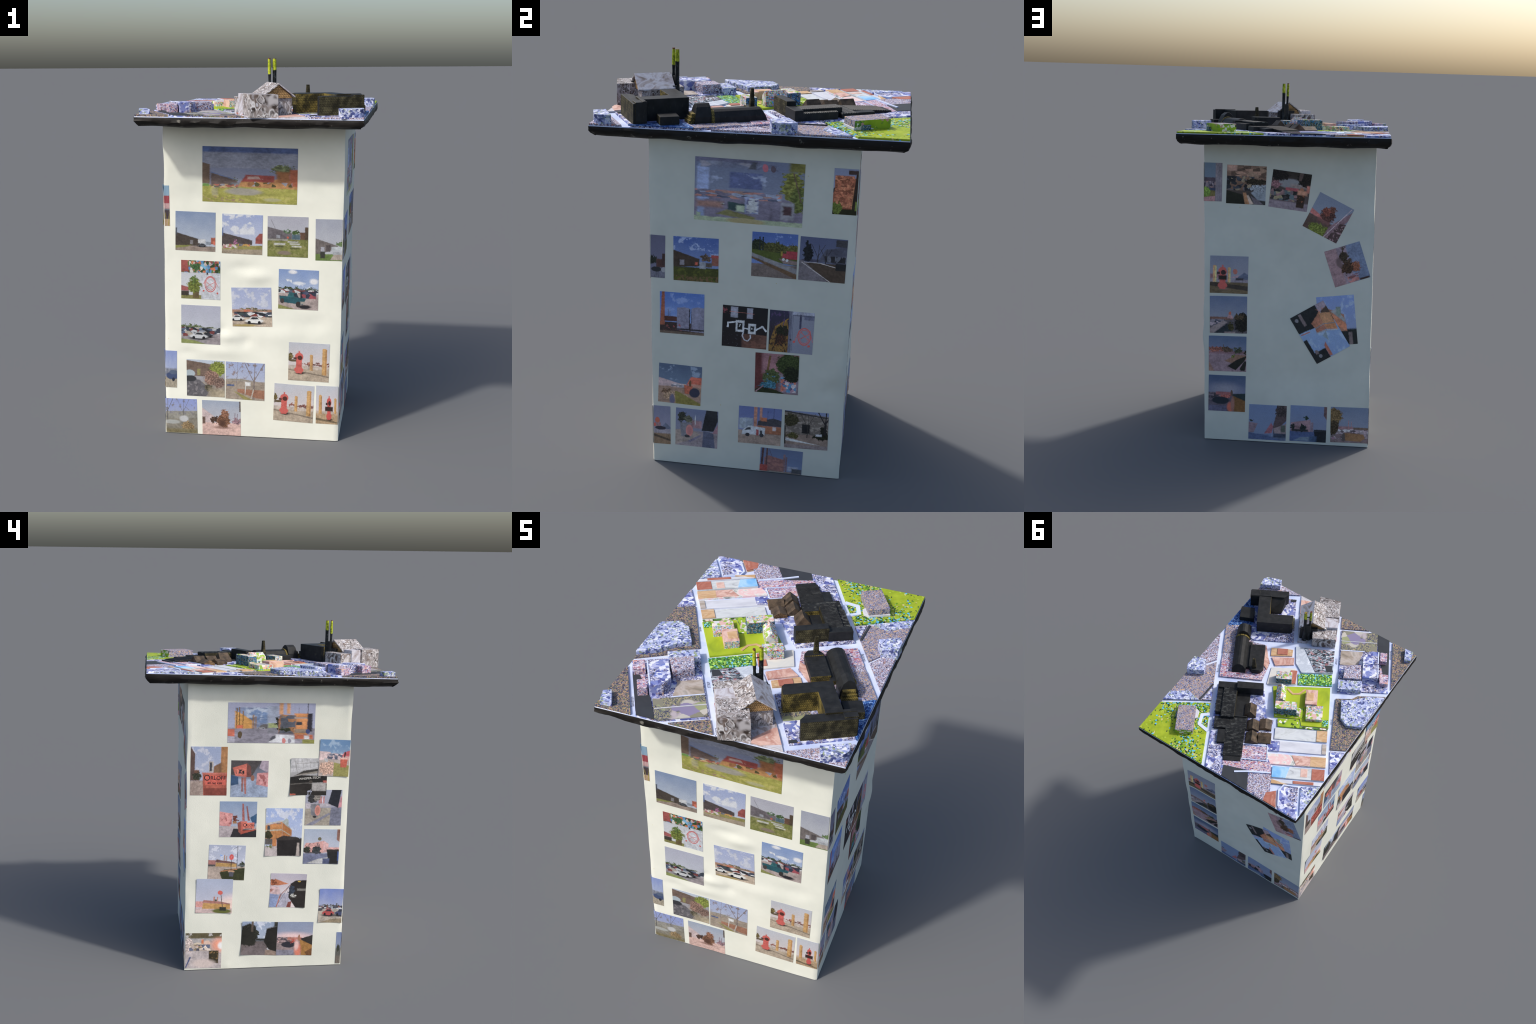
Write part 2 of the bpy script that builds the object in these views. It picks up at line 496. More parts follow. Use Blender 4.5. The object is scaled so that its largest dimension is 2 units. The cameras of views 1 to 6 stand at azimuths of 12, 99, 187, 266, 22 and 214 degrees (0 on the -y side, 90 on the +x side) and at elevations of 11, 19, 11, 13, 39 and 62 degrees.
photo("front", .816, .952, .980, 1.195, -.2, S("aab0c0", "c6cad2"), Q([(-.02, .12), (.85, .3), (.85, .36), (-.02, .54)], "77706e"), T(.95, .40, .2, .06, "6f8a56"), R(-.05, -.05, 1.05, .16, "6f8a40"),
      R(.2, .16, .34, .33, "a8aab4"), R(.40, .22, .56, .38, "564f50"), R(.6, .24, 1.02, .34, "c4ccd2"), R(.66, .14, .98, .22, "b4bac0"), R(.18, .06, .36, .22, "40423a", .03), Q([(.55, .02), (1.02, .02), (1.02, .15), (.7, .15)], "b5a89c"))
photo("front", .107, .316, .756, .963, -1.1, S("cdd2da", "d6dae2"), M(-.05, .68, 1.05, 1.05, ["9a4a48", "4a8ac0", "e0dcd8", "36502c", "d0703c", "70b0d8", "5a7a3c", "c8b8b0"], 16, 12),
      Q([(-.02, .70), (.2, .70), (.16, 1.02), (-.02, 1.02)], "a04a44"), T(.38, .85, .14, .1, "4d7a44"), R(.52, -.05, 1.05, .69, "cfd5de"), R(-.05, -.05, .52, .10, "8f8e50"),
      Q([(-.02, .2), (.2, .2), (.2, .3), (-.02, .35)], "a05050"), R(-.02, .08, .2, .2, "433c34"), R(.30, .02, .46, .2, "6a5c3a"), T(.34, .34, .17, .2, "7c8a34"), T(.33, .50, .07, .1, "6f8a3c"),
      O(.75, .40, .14, .2, .06, "d0514c"), O(.75, .41, .115, .165, .05, "d0605c"), L(.66, .33, .86, .46, .012, "d0605c"), L(.65, .45, .84, .3, .012, "d0605c"), L(.64, .53, .57, .4, .01, "d0706c"),
      L(.86, .52, .95, .32, .01, "d0706c"), E(.58, .22, .025, .025, "d0514c"), E(.93, .17, .025, .025, "d0514c"), R(.65, .64, .69, .7, "302c2c"))
photo("front", .102, .313, .511, .721, -1.1, S("b8bccf", "ccd2de"), R(-.05, -.05, 1.05, .42, "9c989c"), T(.25, .45, .32, .035, "68784c"), T(.8, .42, .3, .025, "728060"), M(0, .18, 1, .42, CARS, 9, 18), Q([(.62, .0), (1.02, 0), (1.02, .3), (.8, .25)], "a29a9e"),
      car(.5, .18, .32, "3a3e46"), car(.22, .12, .46, "d6dade"), Q([(-.02, -.02), (.7, -.02), (.35, .08), (-.02, .12)], "8f9a58"))
photo("front", .377, .588, .616, .826, 1.5, S("a9b6dd", "c2cbe4"), F(0, .5, 1, 1, "d0d6e6", 5, .5), R(-.05, -.05, 1.05, .43, "cbb9a4"), R(0, .35, 1, .44, "b0846a", .04), T(.4, .46, .22, .03, "9a8a66"), T(.72, .43, .2, .03, "7f7a66"), R(.3, .37, .45, .44, "cf6f48", .03),
      M(.05, .24, 1, .38, ["3f4a5c", "e4e6e8", "48585c", "2c3038", "b8bcc4", "8a4038"], 8, 18), car(-.06, .15, .36, "e8eae8"), car(.32, .07, .46, "eef0ee"), E(.3, .03, .3, .03, "b4a060", .3))
photo("front", .624, .832, .717, .928, -1.2, S("84a0d2", "c0d0e8"), F(.0, .5, 1, .75, "eef2f6", 7, .55), E(.35, .94, .1, .05, "eef0f4", .4), E(.88, .72, .1, .07, "f0f2f6", .4), E(.5, .66, .14, .04, "e6ecf4", .4),
      R(-.05, -.05, 1.05, .5, "b8a8a4"), T(.3, .52, .34, .04, "4c5a40"), T(.85, .5, .2, .03, "566048"), M(0, .4, 1, .5, ["3c4450", "d0d4d8", "8a4a48", "5a6478"], 12, 22), M(.55, .28, .95, .46, ["343a4c", "a04450", "4a5470", "2c3040"], 6, 10),
      E(.66, .07, .16, .05, "2c2a30", .3), Q([(.05, .17), (.62, .12), (.70, .28), (.3, .32), (.02, .33)], "1f5a66"), Q([(.22, .3), (.5, .3), (.46, .42), (.27, .42)], "2a6a72"), Q([(.4, .31), (.52, .29), (.46, .4), (.38, .4)], "2c3c4c"),
      E(.10, .2, .05, .06, "4a4240"), E(.50, .13, .055, .07, "3a3434"), R(.56, .14, .68, .20, "b0a8a0", .03), Q([(-.02, -.02), (.5, -.02), (.2, .06), (-.02, .12)], "8f9250"))
photo("front", .0265, .054, 1.145, 1.357, 0, S("8ab0cc", "a0bccc"), R(-.05, .55, 1.05, .75, "a43844"), R(-.05, .42, 1.05, .56, "c8a0a0"), R(-.05, .15, 1.05, .42, "4c4048", .1), R(-.05, -.05, 1.05, .17, "c0a080"), F(0, 0, 1, .4, "b0a040", 3, .55))
photo("front", .009, .072, .260, .466, -1.3, S("8ea2dc", "c4cedf"), R(-.05, -.05, 1.05, .30, "b0a692"), R(0, .34, 1, .52, "8a90a0", .06), E(.6, .32, .55, .10, "42547e"), E(.7, .42, .35, .06, "5a6a86"), E(.7, .22, .12, .05, "2c3040"))
photo("front", .125, .332, .216, .421, -.6, S("c8d4e4", "8a7464"), Q([(-.02, .55), (.75, .55), (.75, .88), (-.02, .98)], "7c685c"), R(-.05, -.05, 1.05, .4, "a39a90"), T(.82, .78, .22, .2, "93a040"), T(.66, .52, .2, .2, "a88474"), T(.85, .40, .16, .16, "94786c"),
      R(.28, .58, .36, .75, "a09a60", .03), Q([(-.02, -.02), (.5, -.02), (.62, .2), (.35, .45), (-.02, .5)], "6a686e"), F(0, 0, .5, .4, "8c888c", 8, .5), E(.08, .62, .14, .1, "b4c4ce"), E(.1, .48, .16, .08, "3c3e44"), T(.58, .24, .1, .1, "6a6450"), R(.6, -.05, 1.05, .22, "b3a68c", .15))
photo("front", .338, .548, .208, .416, -1.1, S("a6b6e0", "d0d4de"), R(-.05, -.05, 1.05, .5, "a89a8a"), Q([(-.02, .5), (1.02, .5), (1.02, .6), (.4, .56), (-.02, .62)], "a49c8c"), F(0, .55, .6, 1, "9a8c90", 9, .56), F(.5, .6, 1, 1, "8f8488", 10, .55), bare_tree(.72, .05, 1.0, "8a7c78", .035), bare_tree(.28, .4, 1.0, "8f8488", .015),
      Q([(.3, .28), (1.02, .28), (1.02, .04), (.8, .06), (.3, .2)], "a87458"), Q([(.15, .26), (.32, .18), (.9, .0), (.5, -.02)], "9c9454"), R(.03, .35, .22, .39, "48649c"), R(.5, .38, .64, .48, "e8eaea"), L(.5, .15, .52, .42, .02, "d8d8d4"), L(.66, .03, .72, .3, .03, "c8c0b4"))
photo("front", .676, .891, .328, .537, -1.5, S("ccd0da", "ecdcd6"), R(-.05, -.05, 1.05, .36, "bfae98"), R(0, .31, 1, .4, "cabcb0", .03), T(.75, .44, .3, .04, "8c5c54"), T(.45, .46, .1, .03, "b07060"), T(.03, .62, .06, .1, "7a6a3c"), E(.12, .52, .12, .03, "6a5a40"), Q([(0, .27), (1, .12), (1, .15), (0, .3)], "8a7c6c"),
      post(.56, .28, .68, .07), post(.88, .18, .84, .11), hydrant(.26, .18, .6, "d8564a"))
photo("front", .004, .178, .002, .197, .3, S("93a4e0", "b4b8c0"), R(-.05, -.05, 1.05, .55, "8f8a7c"), Q([(-.02, .4), (1.02, .45), (1.02, .66), (-.02, .62)], "9c9a90"), F(0, .5, 1, 1, "8a8890", 9, .56), bare_tree(.55, .25, 1.0, "74706e", .02), bare_tree(.05, .3, 1, "6c6a6a", .03), E(.58, .42, .14, .09, "d0d2d4", .3), E(.2, .32, .25, .06, "b4b8b4", .3),
      T(.7, .2, .2, .12, "a48a60"), R(-.05, -.05, 1.05, .12, "8a805c", .1))
photo("front", .206, .416, .000, .195, .1, S("a8b4c8", "d6d4da"), R(-.05, -.05, 1.05, .36, "e2bdb2"), Q([(-.02, .36), (.3, .36), (.3, .55), (-.02, .8)], "d8c4c4"), R(.0, .32, .08, .52, "6c5448", .05), T(.3, .45, .1, .1, "5c4438"), T(.9, .42, .12, .08, "b08a94"), L(.84, .4, .86, .66, .015, "8a7080"), L(.9, .4, .92, .64, .015, "8a7080"),
      E(.5, .22, .22, .04, "a88478", .5), T(.56, .42, .17, .2, "8a5f44"), T(.6, .64, .11, .12, "b07a5c"), R(.44, .26, .6, .44, "5f4032", .1), R(.97, .7, 1.02, 1.02, "5a4a40"))
photo("front", .597, .809, .098, .305, -2.4, S("ccd0da", "ecdcd6"), R(-.05, -.05, 1.05, .36, "bfae98"), R(0, .31, 1, .4, "cabcb0", .03), T(.75, .44, .3, .04, "8c5c54"), T(.45, .46, .1, .03, "b07060"), T(.03, .62, .06, .1, "7a6a3c"), E(.12, .52, .12, .03, "6a5a40"), Q([(0, .27), (1, .12), (1, .15), (0, .3)], "8a7c6c"),
      post(.56, .28, .68, .07), post(.88, .18, .84, .11), hydrant(.26, .18, .6, "d8564a"))
photo("front", .822, .938, .094, .305, -.5, S("cdd2dc", "eadad8"), R(-.05, -.05, 1.05, .32, "bfa27c"), R(0, .27, 1, .34, "c8b8a8", .04), post(.2, .26, .72, .14), post(.88, .28, .66, .10), Q([(-.02, .1), (1.02, .02), (1.02, .06), (-.02, .16)], "7a6a50"), hydrant(.6, .1, .64, "d2463e", "3c2420"), R(.42, .34, .78, .46, "3c2824", .04))
# ---- east wall (seen in shade: inks given as they look there) ------------------------------
photo("east", .182, .675, 1.287, 1.582, -.1, S("3e4862", "4c566c"), R(-.05, -.05, 1.05, .42, "46465a", .03), R(.03, .05, .09, .9, "4a5878", .03), R(.02, .35, .13, .85, "55648a"), R(.32, .55, .62, .8, "323c60"), R(0, .93, .6, 1.02, "3a3e56"), M(.05, .86, .75, .95, ["4a5268", "424a62", "565a6c", "3a4058"], 8, 12),
      Q([(.48, .86), (.56, .86), (.56, .97), (.53, .97)], "2c303c"), E(.64, .9, .025, .06, "6a3848"), E(.71, .89, .025, .05, "34303e"), R(.86, .86, 1.02, 1.02, "40421f", .05), F(.15, .55, .8, .8, "5c6884", 6, .56), T(.9, .62, .1, .24, "4c5224"), T(.95, .4, .07, .2, "3a4420"), L(.9, .85, .98, .4, .012, "3c342c"),
      M(.0, .38, .8, .5, ["46465a", "2e3448", "6a4a48", "566078", "3c3e50", "5c4c4c"], 12, 30), car(.18, .27, .1, "6c7c84"), R(.02, .22, .26, .32, "5a4644", .06), Q([(.31, .2), (.5, .17), (.52, .3), (.31, .33)], "1a2a30"), R(.39, .18, .47, .28, "66766c"), R(.47, .16, .59, .42, "596486"), M(.48, .17, .59, .4, ["7480a0", "4a5474", "8a94ac", "3c3e58"], 16, 30),
      Q([(.2, .12), (.55, .06), (.57, .11), (.3, .2)], "46482e"), R(-.05, -.05, 1.05, .07, "5c6a5e", .02), Q([(.02, .07), (.02, .2), (.06, .2), (.06, .12), (.35, .08)], "5a6a5c"), E(.48, .03, .18, .05, "5c5a44", .2), R(.8, .1, .92, .38, "565a68", .03), R(.82, .18, .9, .32, "2c2026", .03))
photo("east", .805, .912, 1.365, 1.576, .8, S("4a5470", "56607a"), Q([(-.02, .55), (.28, .7), (.28, .4), (-.02, .4)], "14161c"), Q([(-.02, .1), (.9, .05), (.98, .92), (.5, .85), (.2, .62), (-.02, .56)], "58301e"), M(.05, .15, .85, .85, ["58301e", "6a3c26", "4a2818", "744830"], 9, 26), Q([(.78, .02), (1.02, .0), (1.02, .95), (.92, .9)], "1a1412"), R(.6, .88, 1.02, .97, "241c1c", .03), L(.78, .1, .84, .62, .02, "7a5434"),
      R(-.05, -.05, 1.05, .13, "121408", .05), T(.15, .14, .26, .12, "3c4a18"), R(.93, .1, 1.02, .3, "46561e", .04))
photo("east", -.019, .049, .987, 1.196, 0, S("34384e", "3e4258"), R(-.05, -.05, 1.05, .22, "3c4050"), T(.15, .42, .3, .1, "181e1c"), R(.4, .25, 1.02, .45, "2c1e1e", .04), R(.8, .3, 1.02, .58, "241a1c"), E(.4, .2, .35, .06, "161a20"), E(.9, .2, .15, .06, "5a606c"))
photo("east", .089, .300, .984, 1.200, 1.0, S("20366a", "46587c"), F(.0, .5, 1, 1, "56668c", 5, .52), Q([(-.02, .3), (.58, .35), (.58, .52), (-.02, .7)], "241f1c"), T(.72, .55, .12, .08, "3a322e"), R(.85, .38, 1.02, .62, "4c2e28"), R(.84, .56, 1.02, .62, "5a2020"), R(-.05, -.05, 1.05, .32, "23280f"), F(0, 0, 1, .28, "30360f", 9, .5), F(0, 0, 1, .12, "3c3020", 14, .45),
      R(.14, .36, .24, .48, "4a4c58"), R(.58, .3, .72, .45, "565e6c"), R(.48, .38, .54, .44, "7a2e1c", .03), R(.72, .34, .86, .44, "34302e"))
photo("east", .453, .662, 1.036, 1.252, .4, S("22386c", "3e5280"), F(.2, .6, 1, 1, "465a84", 5, .55), R(-.05, .46, 1.05, .6, "1c2414", .02), T(.12, .7, .2, .14, "161e14"), T(.45, .68, .28, .13, "2c3018"), T(.88, .66, .2, .1, "383a1c"), L(.17, .5, .17, .9, .03, "10161a"), L(.24, .5, .24, .9, .03, "10161a"),
      Q([(-.02, .4), (1.02, .3), (1.02, .52), (-.02, .62)], "2a3412"), R(-.05, -.05, 1.05, .3, "403c3e"), Q([(-.02, .44), (-.02, .54), (1.02, .22), (1.02, .08)], "4c505a"), Q([(-.02, .42), (-.02, .46), (1.02, .1), (1.02, -.02)], "3a2e22"), Q([(.6, .44), (1.02, .4), (1.02, .32), (.7, .34)], "4c4448"),
      R(.76, .44, 1.02, .62, "5a1420"), R(.66, .46, .8, .56, "621824"), R(.64, .5, .68, .6, "5a5018"), E(.7, .43, .03, .03, "808088"), E(.78, .41, .03, .03, "808088"))
photo("east", .672, .886, 1.036, 1.247, -.3, S("2c3450", "3a445c"), Q([(.02, .5), (.1, .5), (.5, .7), (.5, .44), (.02, .44)], "26283a"), Q([(.4, .46), (1.02, .4), (1.02, .85), (.55, .74)], "2c3040"), R(.76, .82, 1.0, .98, "24262e"), M(.54, .46, 1.02, .6, ["15161c", "15161c", "3a404e"], 20, 6), T(.18, .65, .1, .22, "0c1016"), L(.15, .5, .15, .92, .04, "0c1016"), bare_tree(.38, .3, .85, "1c1c22", .02), bare_tree(.55, .3, .75, "1c1c22", .02),
      R(-.05, -.05, 1.05, .42, "2a2420"), Q([(-.02, -.02), (.65, -.02), (.08, .46), (-.02, .46)], "40404a"), L(.05, .42, .68, .0, .02, "6a6c74"), L(.1, .42, .45, .42, .015, "6a6c74"), L(.45, .42, .8, .34, .02, "6a6c74"), R(.78, .28, 1.02, .44, "121418", .03))
photo("east", .027, .239, .708, .920, .5, S("24407a", "465c8c"), F(.1, .4, 1, 1, "465a86", 4, .52), R(-.05, -.05, 1.05, .28, "201a1c"), Q([(.0, .2), (.11, .2), (.11, 1.02), (.05, 1.02)], "583020"), R(.1, .3, .42, .42, "2c1a18", .02), Q([(.39, .1), (.67, .08), (.67, .64), (.55, .66), (.39, .64)], "4c5066"), Q([(.7, .08), (1.02, .06), (1.02, .66), (.85, .68), (.72, .64)], "4a4e64"),
      L(.67, .1, .67, .62, .02, "181a22"), L(.73, .1, .70, .62, .012, "181a22"), R(.39, .1, 1.02, .14, "1a1a20"), L(.19, .4, .19, .6, .012, "2a2c3c"), L(.23, .4, .23, .55, .01, "2a2c3c"), F(.1, .05, .5, .25, "5a2c30", 14, .55), R(-.05, -.05, 1.05, .06, "3a3430", .04))
photo("east", .327, .540, .667, .878, -.1, S("0e1014", "121014"), R(.18, .72, .34, .98, "565c6e"), R(.54, .72, .67, .97, "565c6e"), L(.15, .86, .7, .84, .01, "6a3c38"), R(.45, -.05, 1.05, .32, "3a2824", .08), F(.5, 0, 1, .3, "4a3024", 8, .5), M(.5, .02, 1.02, .34, ["3a2824", "442e28", "33231f"], 5, 10),
      R(.30, .38, .49, .66, "7a8498"), R(.34, .43, .45, .6, "0e1014"), R(.58, .35, .75, .60, "7a8498"), R(.625, .41, .71, .54, "0e1014"), L(.47, .48, .6, .46, .03, "7a8498"), L(.31, .62, .12, .58, .04, "7a8498"), L(.13, .6, .12, .47, .04, "7a8498"), L(.74, .45, .90, .56, .04, "7a8498"), L(.89, .56, .99, .44, .04, "7a8498"),
      L(.48, .38, .45, .3, .03, "6c7484"), L(.45, .3, .5, .19, .03, "6c7484"), L(.5, .19, .58, .17, .03, "6c7484"), L(.58, .17, .64, .25, .03, "6c7484"), L(.64, .25, .63, .33, .03, "6c7484"), F(0, 0, .5, .35, "2a2e3c", 22, .6), L(.38, .5, .4, .57, .025, "7a8498"), L(.66, .5, .66, .46, .03, "7a8498"), F(0, .8, .15, 1, "4a2028", 9, .5))
photo("east", .550, .641, .662, .875, .3, S("1a1c30", "1c1814"), Q([(.02, .2), (.3, .62), (.9, .8), (1.02, .55), (1.02, 0), (0, 0)], "4c3a14"), T(.7, .5, .35, .14, "151a12"), T(.6, .3, .3, .12, "241812"), F(0, 0, 1, .6, "1a1416", 11, .5), L(.35, .6, .98, .82, .03, "54420f"), F(0, .6, 1, 1, "2c2444", 8, .55), F(.2, 0, 1, .4, "3a2010", 12, .55))
photo("east", .641, .759, .662, .875, -.2, S("4e5568", "4a5164"), R(-.05, -.05, .12, 1.05, "3c4154"), R(.12, .9, 1.02, 1.02, "5c6478"), R(.42, .6, .5, .94, "22263c"), R(.6, .82, 1.0, .93, "3a4056"), R(.14, .9, 1.02, .925, "2e3346"), L(.16, .05, .16, .9, .015, "343a4c"),
      O(.64, .42, .25, .2, .07, "8a2a28"), O(.64, .42, .2, .16, .05, "7a3030"), L(.45, .35, .85, .5, .02, "7a3030"), L(.5, .53, .82, .34, .02, "7a3030"), L(.42, .56, .28, .3, .02, "7a3030"), L(.85, .58, .98, .3, .02, "7a3030"), E(.24, .28, .05, .03, "8a2a28"), E(.84, .2, .05, .03, "8a2a28"), E(.1, .32, .04, .02, "1c1e26"))
photo("east", .492, .701, .440, .649, 1.0, S("4a3238", "3c2a2c"), Q([(-.02, .05), (.2, .2), (.2, 1.02), (-.02, 1.02)], "34181a"), R(.16, .5, .6, 1.02, "58404a", .1), L(.34, .95, .28, .5, .05, "40301c"), R(.55, .0, 1.02, .5, "4a4654", .1), M(.6, .05, .95, .42, ["284e70", "5c4a5c", "2c5a84", "70707c", "38344c", "704038"], 12, 12), T(.78, .75, .3, .28, "1f2a14"), T(.85, .5, .2, .2, "10160e"), T(.38, .4, .2, .2, "2c3820"), T(.3, .2, .2, .1, "1f4a60"),
      Q([(-.02, .05), (.2, .2), (.5, .08), (.9, .0), (.1, -.02)], "141a0e"), F(.2, .1, .6, .5, "24486c", 15, .58), L(.03, .02, .2, .18, .03, "54404c"))
photo("east", .023, .233, .333, .544, -1.2, S("2c3a52", "42546c"), F(0, .6, 1, 1, "4c5c74", 4, .55), R(-.05, -.05, 1.05, .48, "5a4c46"), Q([(-.02, .42), (.45, .45), (.6, .52), (.1, .62), (-.02, .65)], "6a6068"), M(.3, .42, .65, .52, ["5c606c", "74707c", "8a6460", "4a4c58"], 12, 24), Q([(.66, .52), (1.02, .5), (1.02, .72), (.75, .72)], "7e3424"), R(.7, .46, 1.02, .54, "80544c"), T(.18, .3, .12, .06, "4c3c30"), T(.4, .18, .3, .12, "6c5a4c"),
      Q([(.42, -.02), (1.02, -.02), (1.02, .2), (.5, .3), (.38, .36)], "4c4a22"), Q([(.62, .28), (.78, .28), (.8, .5), (.6, .5)], "6c3420"), E(.85, .32, .12, .12, "1c2030"), E(.33, .1, .06, .14, "3a3c52", .3), E(.74, .55, .03, .08, "3c2c20"))
photo("east", .000, .084, .099, .311, 1.0, S("444a62", "585a70"), R(-.05, -.05, 1.05, .32, "4e4236"), R(0, .28, 1.05, .42, "5a5a68", .05), Q([(.4, .4), (.7, .57), (1.02, .45), (1.02, .4)], "3a4256"), E(.22, .62, .14, .08, "6c3424"), R(.1, .42, .42, .56, "5a4850", .05), E(.4, .42, .32, .05, "1e1e28"), Q([(-.02, .2), (1.02, .08), (1.02, .13), (-.02, .26)], "2e2824"), E(.05, .5, .08, .05, "74302a"))
photo("east", .110, .320, .102, .310, -.3, S("3c4662", "54586a"), R(-.05, -.05, 1.05, .42, "55525c"), Q([(-.02, .0), (.65, .3), (.3, .5), (-.02, .4)], "5c5758"), Q([(.35, .1), (.62, .3), (.6, .34), (.3, .14)], "46465a"), R(.33, .5, .62, .7, "5c4a54", .06), Q([(.64, -.02), (.95, -.02), (.9, .4), (.66, .45)], "32384c"), Q([(.62, .45), (.9, .45), (1.0, .75), (.98, 1.02), (.72, 1.02)], "15181e"), Q([(.88, .4), (1.02, .4), (1.02, .7)], "5a4450"),
      Q([(.14, .25), (.36, .22), (.38, .62), (.1, .62)], "484c58"), T(.15, .78, .1, .14, "1e2220"), E(.33, .42, .08, .15, "6c4448", .3), O(.33, .42, .07, .13, .2, "7c4a4c"), T(.3, .72, .1, .1, "3c4038"), E(.28, .26, .06, .04, "22242a"), E(.46, .7, .012, .14, "8a90a0", .3))
photo("east", .422, .632, .151, .355, .3, S("323e68", "4c5676"), R(-.05, -.05, 1.05, .36, "5a5250"), Q([(.02, .4), (.18, .4), (.18, .7), (.02, .68)], "5c6878"), R(.18, .42, .34, .7, "525e70"), R(.355, .45, .43, 1.02, "6c4c42"), R(.49, .5, .55, 1.02, "684a42"), R(.44, .3, 1.02, .52, "5c3a28"), Q([(.44, .52), (1.02, .52), (1.02, .68), (.82, .74), (.46, .64)], "24262e"), R(.52, .64, .66, .74, "6a3c24", .03), R(.8, .4, .88, .5, "70707a"),
      L(.68, .7, .68, .92, .01, "283050"), L(.82, .72, .82, 1.0, .012, "283050"), Q([(.08, .24), (.62, .26), (.63, .46), (.24, .49), (.1, .36)], "717a88"), Q([(.14, .36), (.3, .38), (.28, .45), (.2, .43)], "20242c"), E(.22, .24, .05, .05, "1c1e24"), E(.55, .25, .05, .05, "1c1e24"), R(.42, .24, .48, .40, "5c2428"), R(.51, .2, .56, .38, "20242c"))
photo("east", .648, .861, .151, .357, 1.5, S("445070", "4c4c50"), Q([(-.02, .3), (1.02, .4), (1.02, .9), (-.02, 1.0)], "3e3c3c"), F(0, .4, 1, .9, "565454", 9, .5), L(0, .98, 1, .86, .03, "1c1e26"), T(.12, .75, .2, .16, "242418"), R(.4, .42, .58, .66, "121418"), R(-.05, -.05, 1.05, .38, "504846"), Q([(-.02, .2), (.8, .12), (.1, .26), (-.02, .28)], "767a84"), T(.18, .34, .16, .08, "2e2e18"), T(.86, .36, .2, .1, "14160f"), T(.9, .5, .08, .14, "101210"),
      bare_tree(.52, .3, .95, "1c1c1e", .02), bare_tree(.92, .4, 1.0, "16161a", .05), R(.72, .36, .86, .42, "6a707c", .03), R(-.02, .0, .03, .6, "1a1a1c", .02), R(-.05, -.05, 1.05, .1, "4e4a50", .06))
photo("east", .536, .745, .002, .133, -.5, S("34405c", "3c4a68"), R(-.05, -.05, .98, .06, "4e4848"), Q([(.1, .05), (.58, .05), (.58, .55), (.2, .7), (.1, .6)], "50383a"), F(.15, .1, .55, .6, "5a403e", 8, .5), L(.04, .1, .06, 1.0, .05, "2c2024"), L(.15, .1, .16, 1.0, .04, "33282c"), L(.2, .98, .3, .6, .015, "343446"), R(.55, .1, .6, .8, "4c3c42"), R(.61, .05, .64, .7, "463840"), R(-.02, .0, .18, .28, "5a2420", .05), R(.66, .1, .9, .3, "565e72", .06), R(.76, .02, 1.0, .22, "2c3038", .06))
# ---- north wall (seen in shade) ------------------------------------------------------------
photo("north", -.024, .073, 1.366, 1.576, 0, S("303e4e", "384454"), R(.62, -.05, 1.05, 1.05, "3e3e48"), L(.7, 0, .7, 1, .02, "4a4850"), L(.86, 0, .86, 1, .02, "34343e"), R(-.05, .3, .62, .62, "26222c", .03), M(-.05, .36, .62, .52, ["48454e", "1e1c26", "5a4a48", "36343e"], 10, 14), R(-.05, .26, .62, .34, "182034", .02), R(-.05, -.05, .62, .28, "36341a"), T(.1, .24, .25, .12, "3c5418"), Q([(-.02, .0), (.62, .0), (.62, .14), (-.02, .1)], "564046"))
photo("north", .098, .313, 1.356, 1.567, -.9, S("362c28", "181a1c"), R(0, .6, 1, 1.0, "40342e", .1), M(.1, .7, 1, 1, ["40342e", "4c4038", "2c2420", "54443c"], 5, 12), R(0, .85, .25, 1.02, "584844", .05), M(0, .35, .7, .72, ["12161c", "34343a", "1c222c", "4a463c", "0e1014", "3c3028"], 11, 14), Q([(.62, .3), (1.02, .55), (1.02, .1), (.8, .12)], "46505c"), T(.8, .42, .2, .1, "4e5864"), T(.75, .6, .3, .08, "16140e"), Q([(-.02, -.02), (.5, -.02), (.4, .25), (-.02, .35)], "0c0e0a"), Q([(.42, .3), (.5, .3), (.62, .0), (.48, .0)], "58402a"), Q([(.52, .22), (.56, .24), (.7, .02), (.6, .0)], "6a5c58"), Q([(.62, .22), (.85, .1), (.95, .0), (.72, .0)], "33323a"))
photo("north", .339, .551, 1.336, 1.542, -6.2, S("141210", "2c282a"), E(.5, .68, .34, .13, "454a52", .2), R(.5, .58, 1.0, .68, "4a4648", .1), T(.15, .88, .3, .14, "0e0c0c"), T(.85, .85, .2, .2, "0e0c0a"), Q([(.68, .78), (.76, .8), (.8, 1.02), (.7, 1.02)], "2a2424"), T(.12, .62, .14, .1, "46323a"), R(.38, .46, .72, .58, "54242c"), M(.0, .22, .75, .5, ["1c1c20", "38343a", "101214", "4c4a3c", "2c3840", "46383c"], 11, 13), R(-.05, -.05, 1.05, .2, "45424c", .06), R(.7, .08, .9, .5, "18120e", .03), E(.8, .55, .05, .06, "543624"), R(.7, .42, .95, .54, "6a483a", .06), F(.7, .1, .9, .45, "4c2c1c", 12, .56), R(.92, .5, 1.0, .68, "6a3c34", .04))
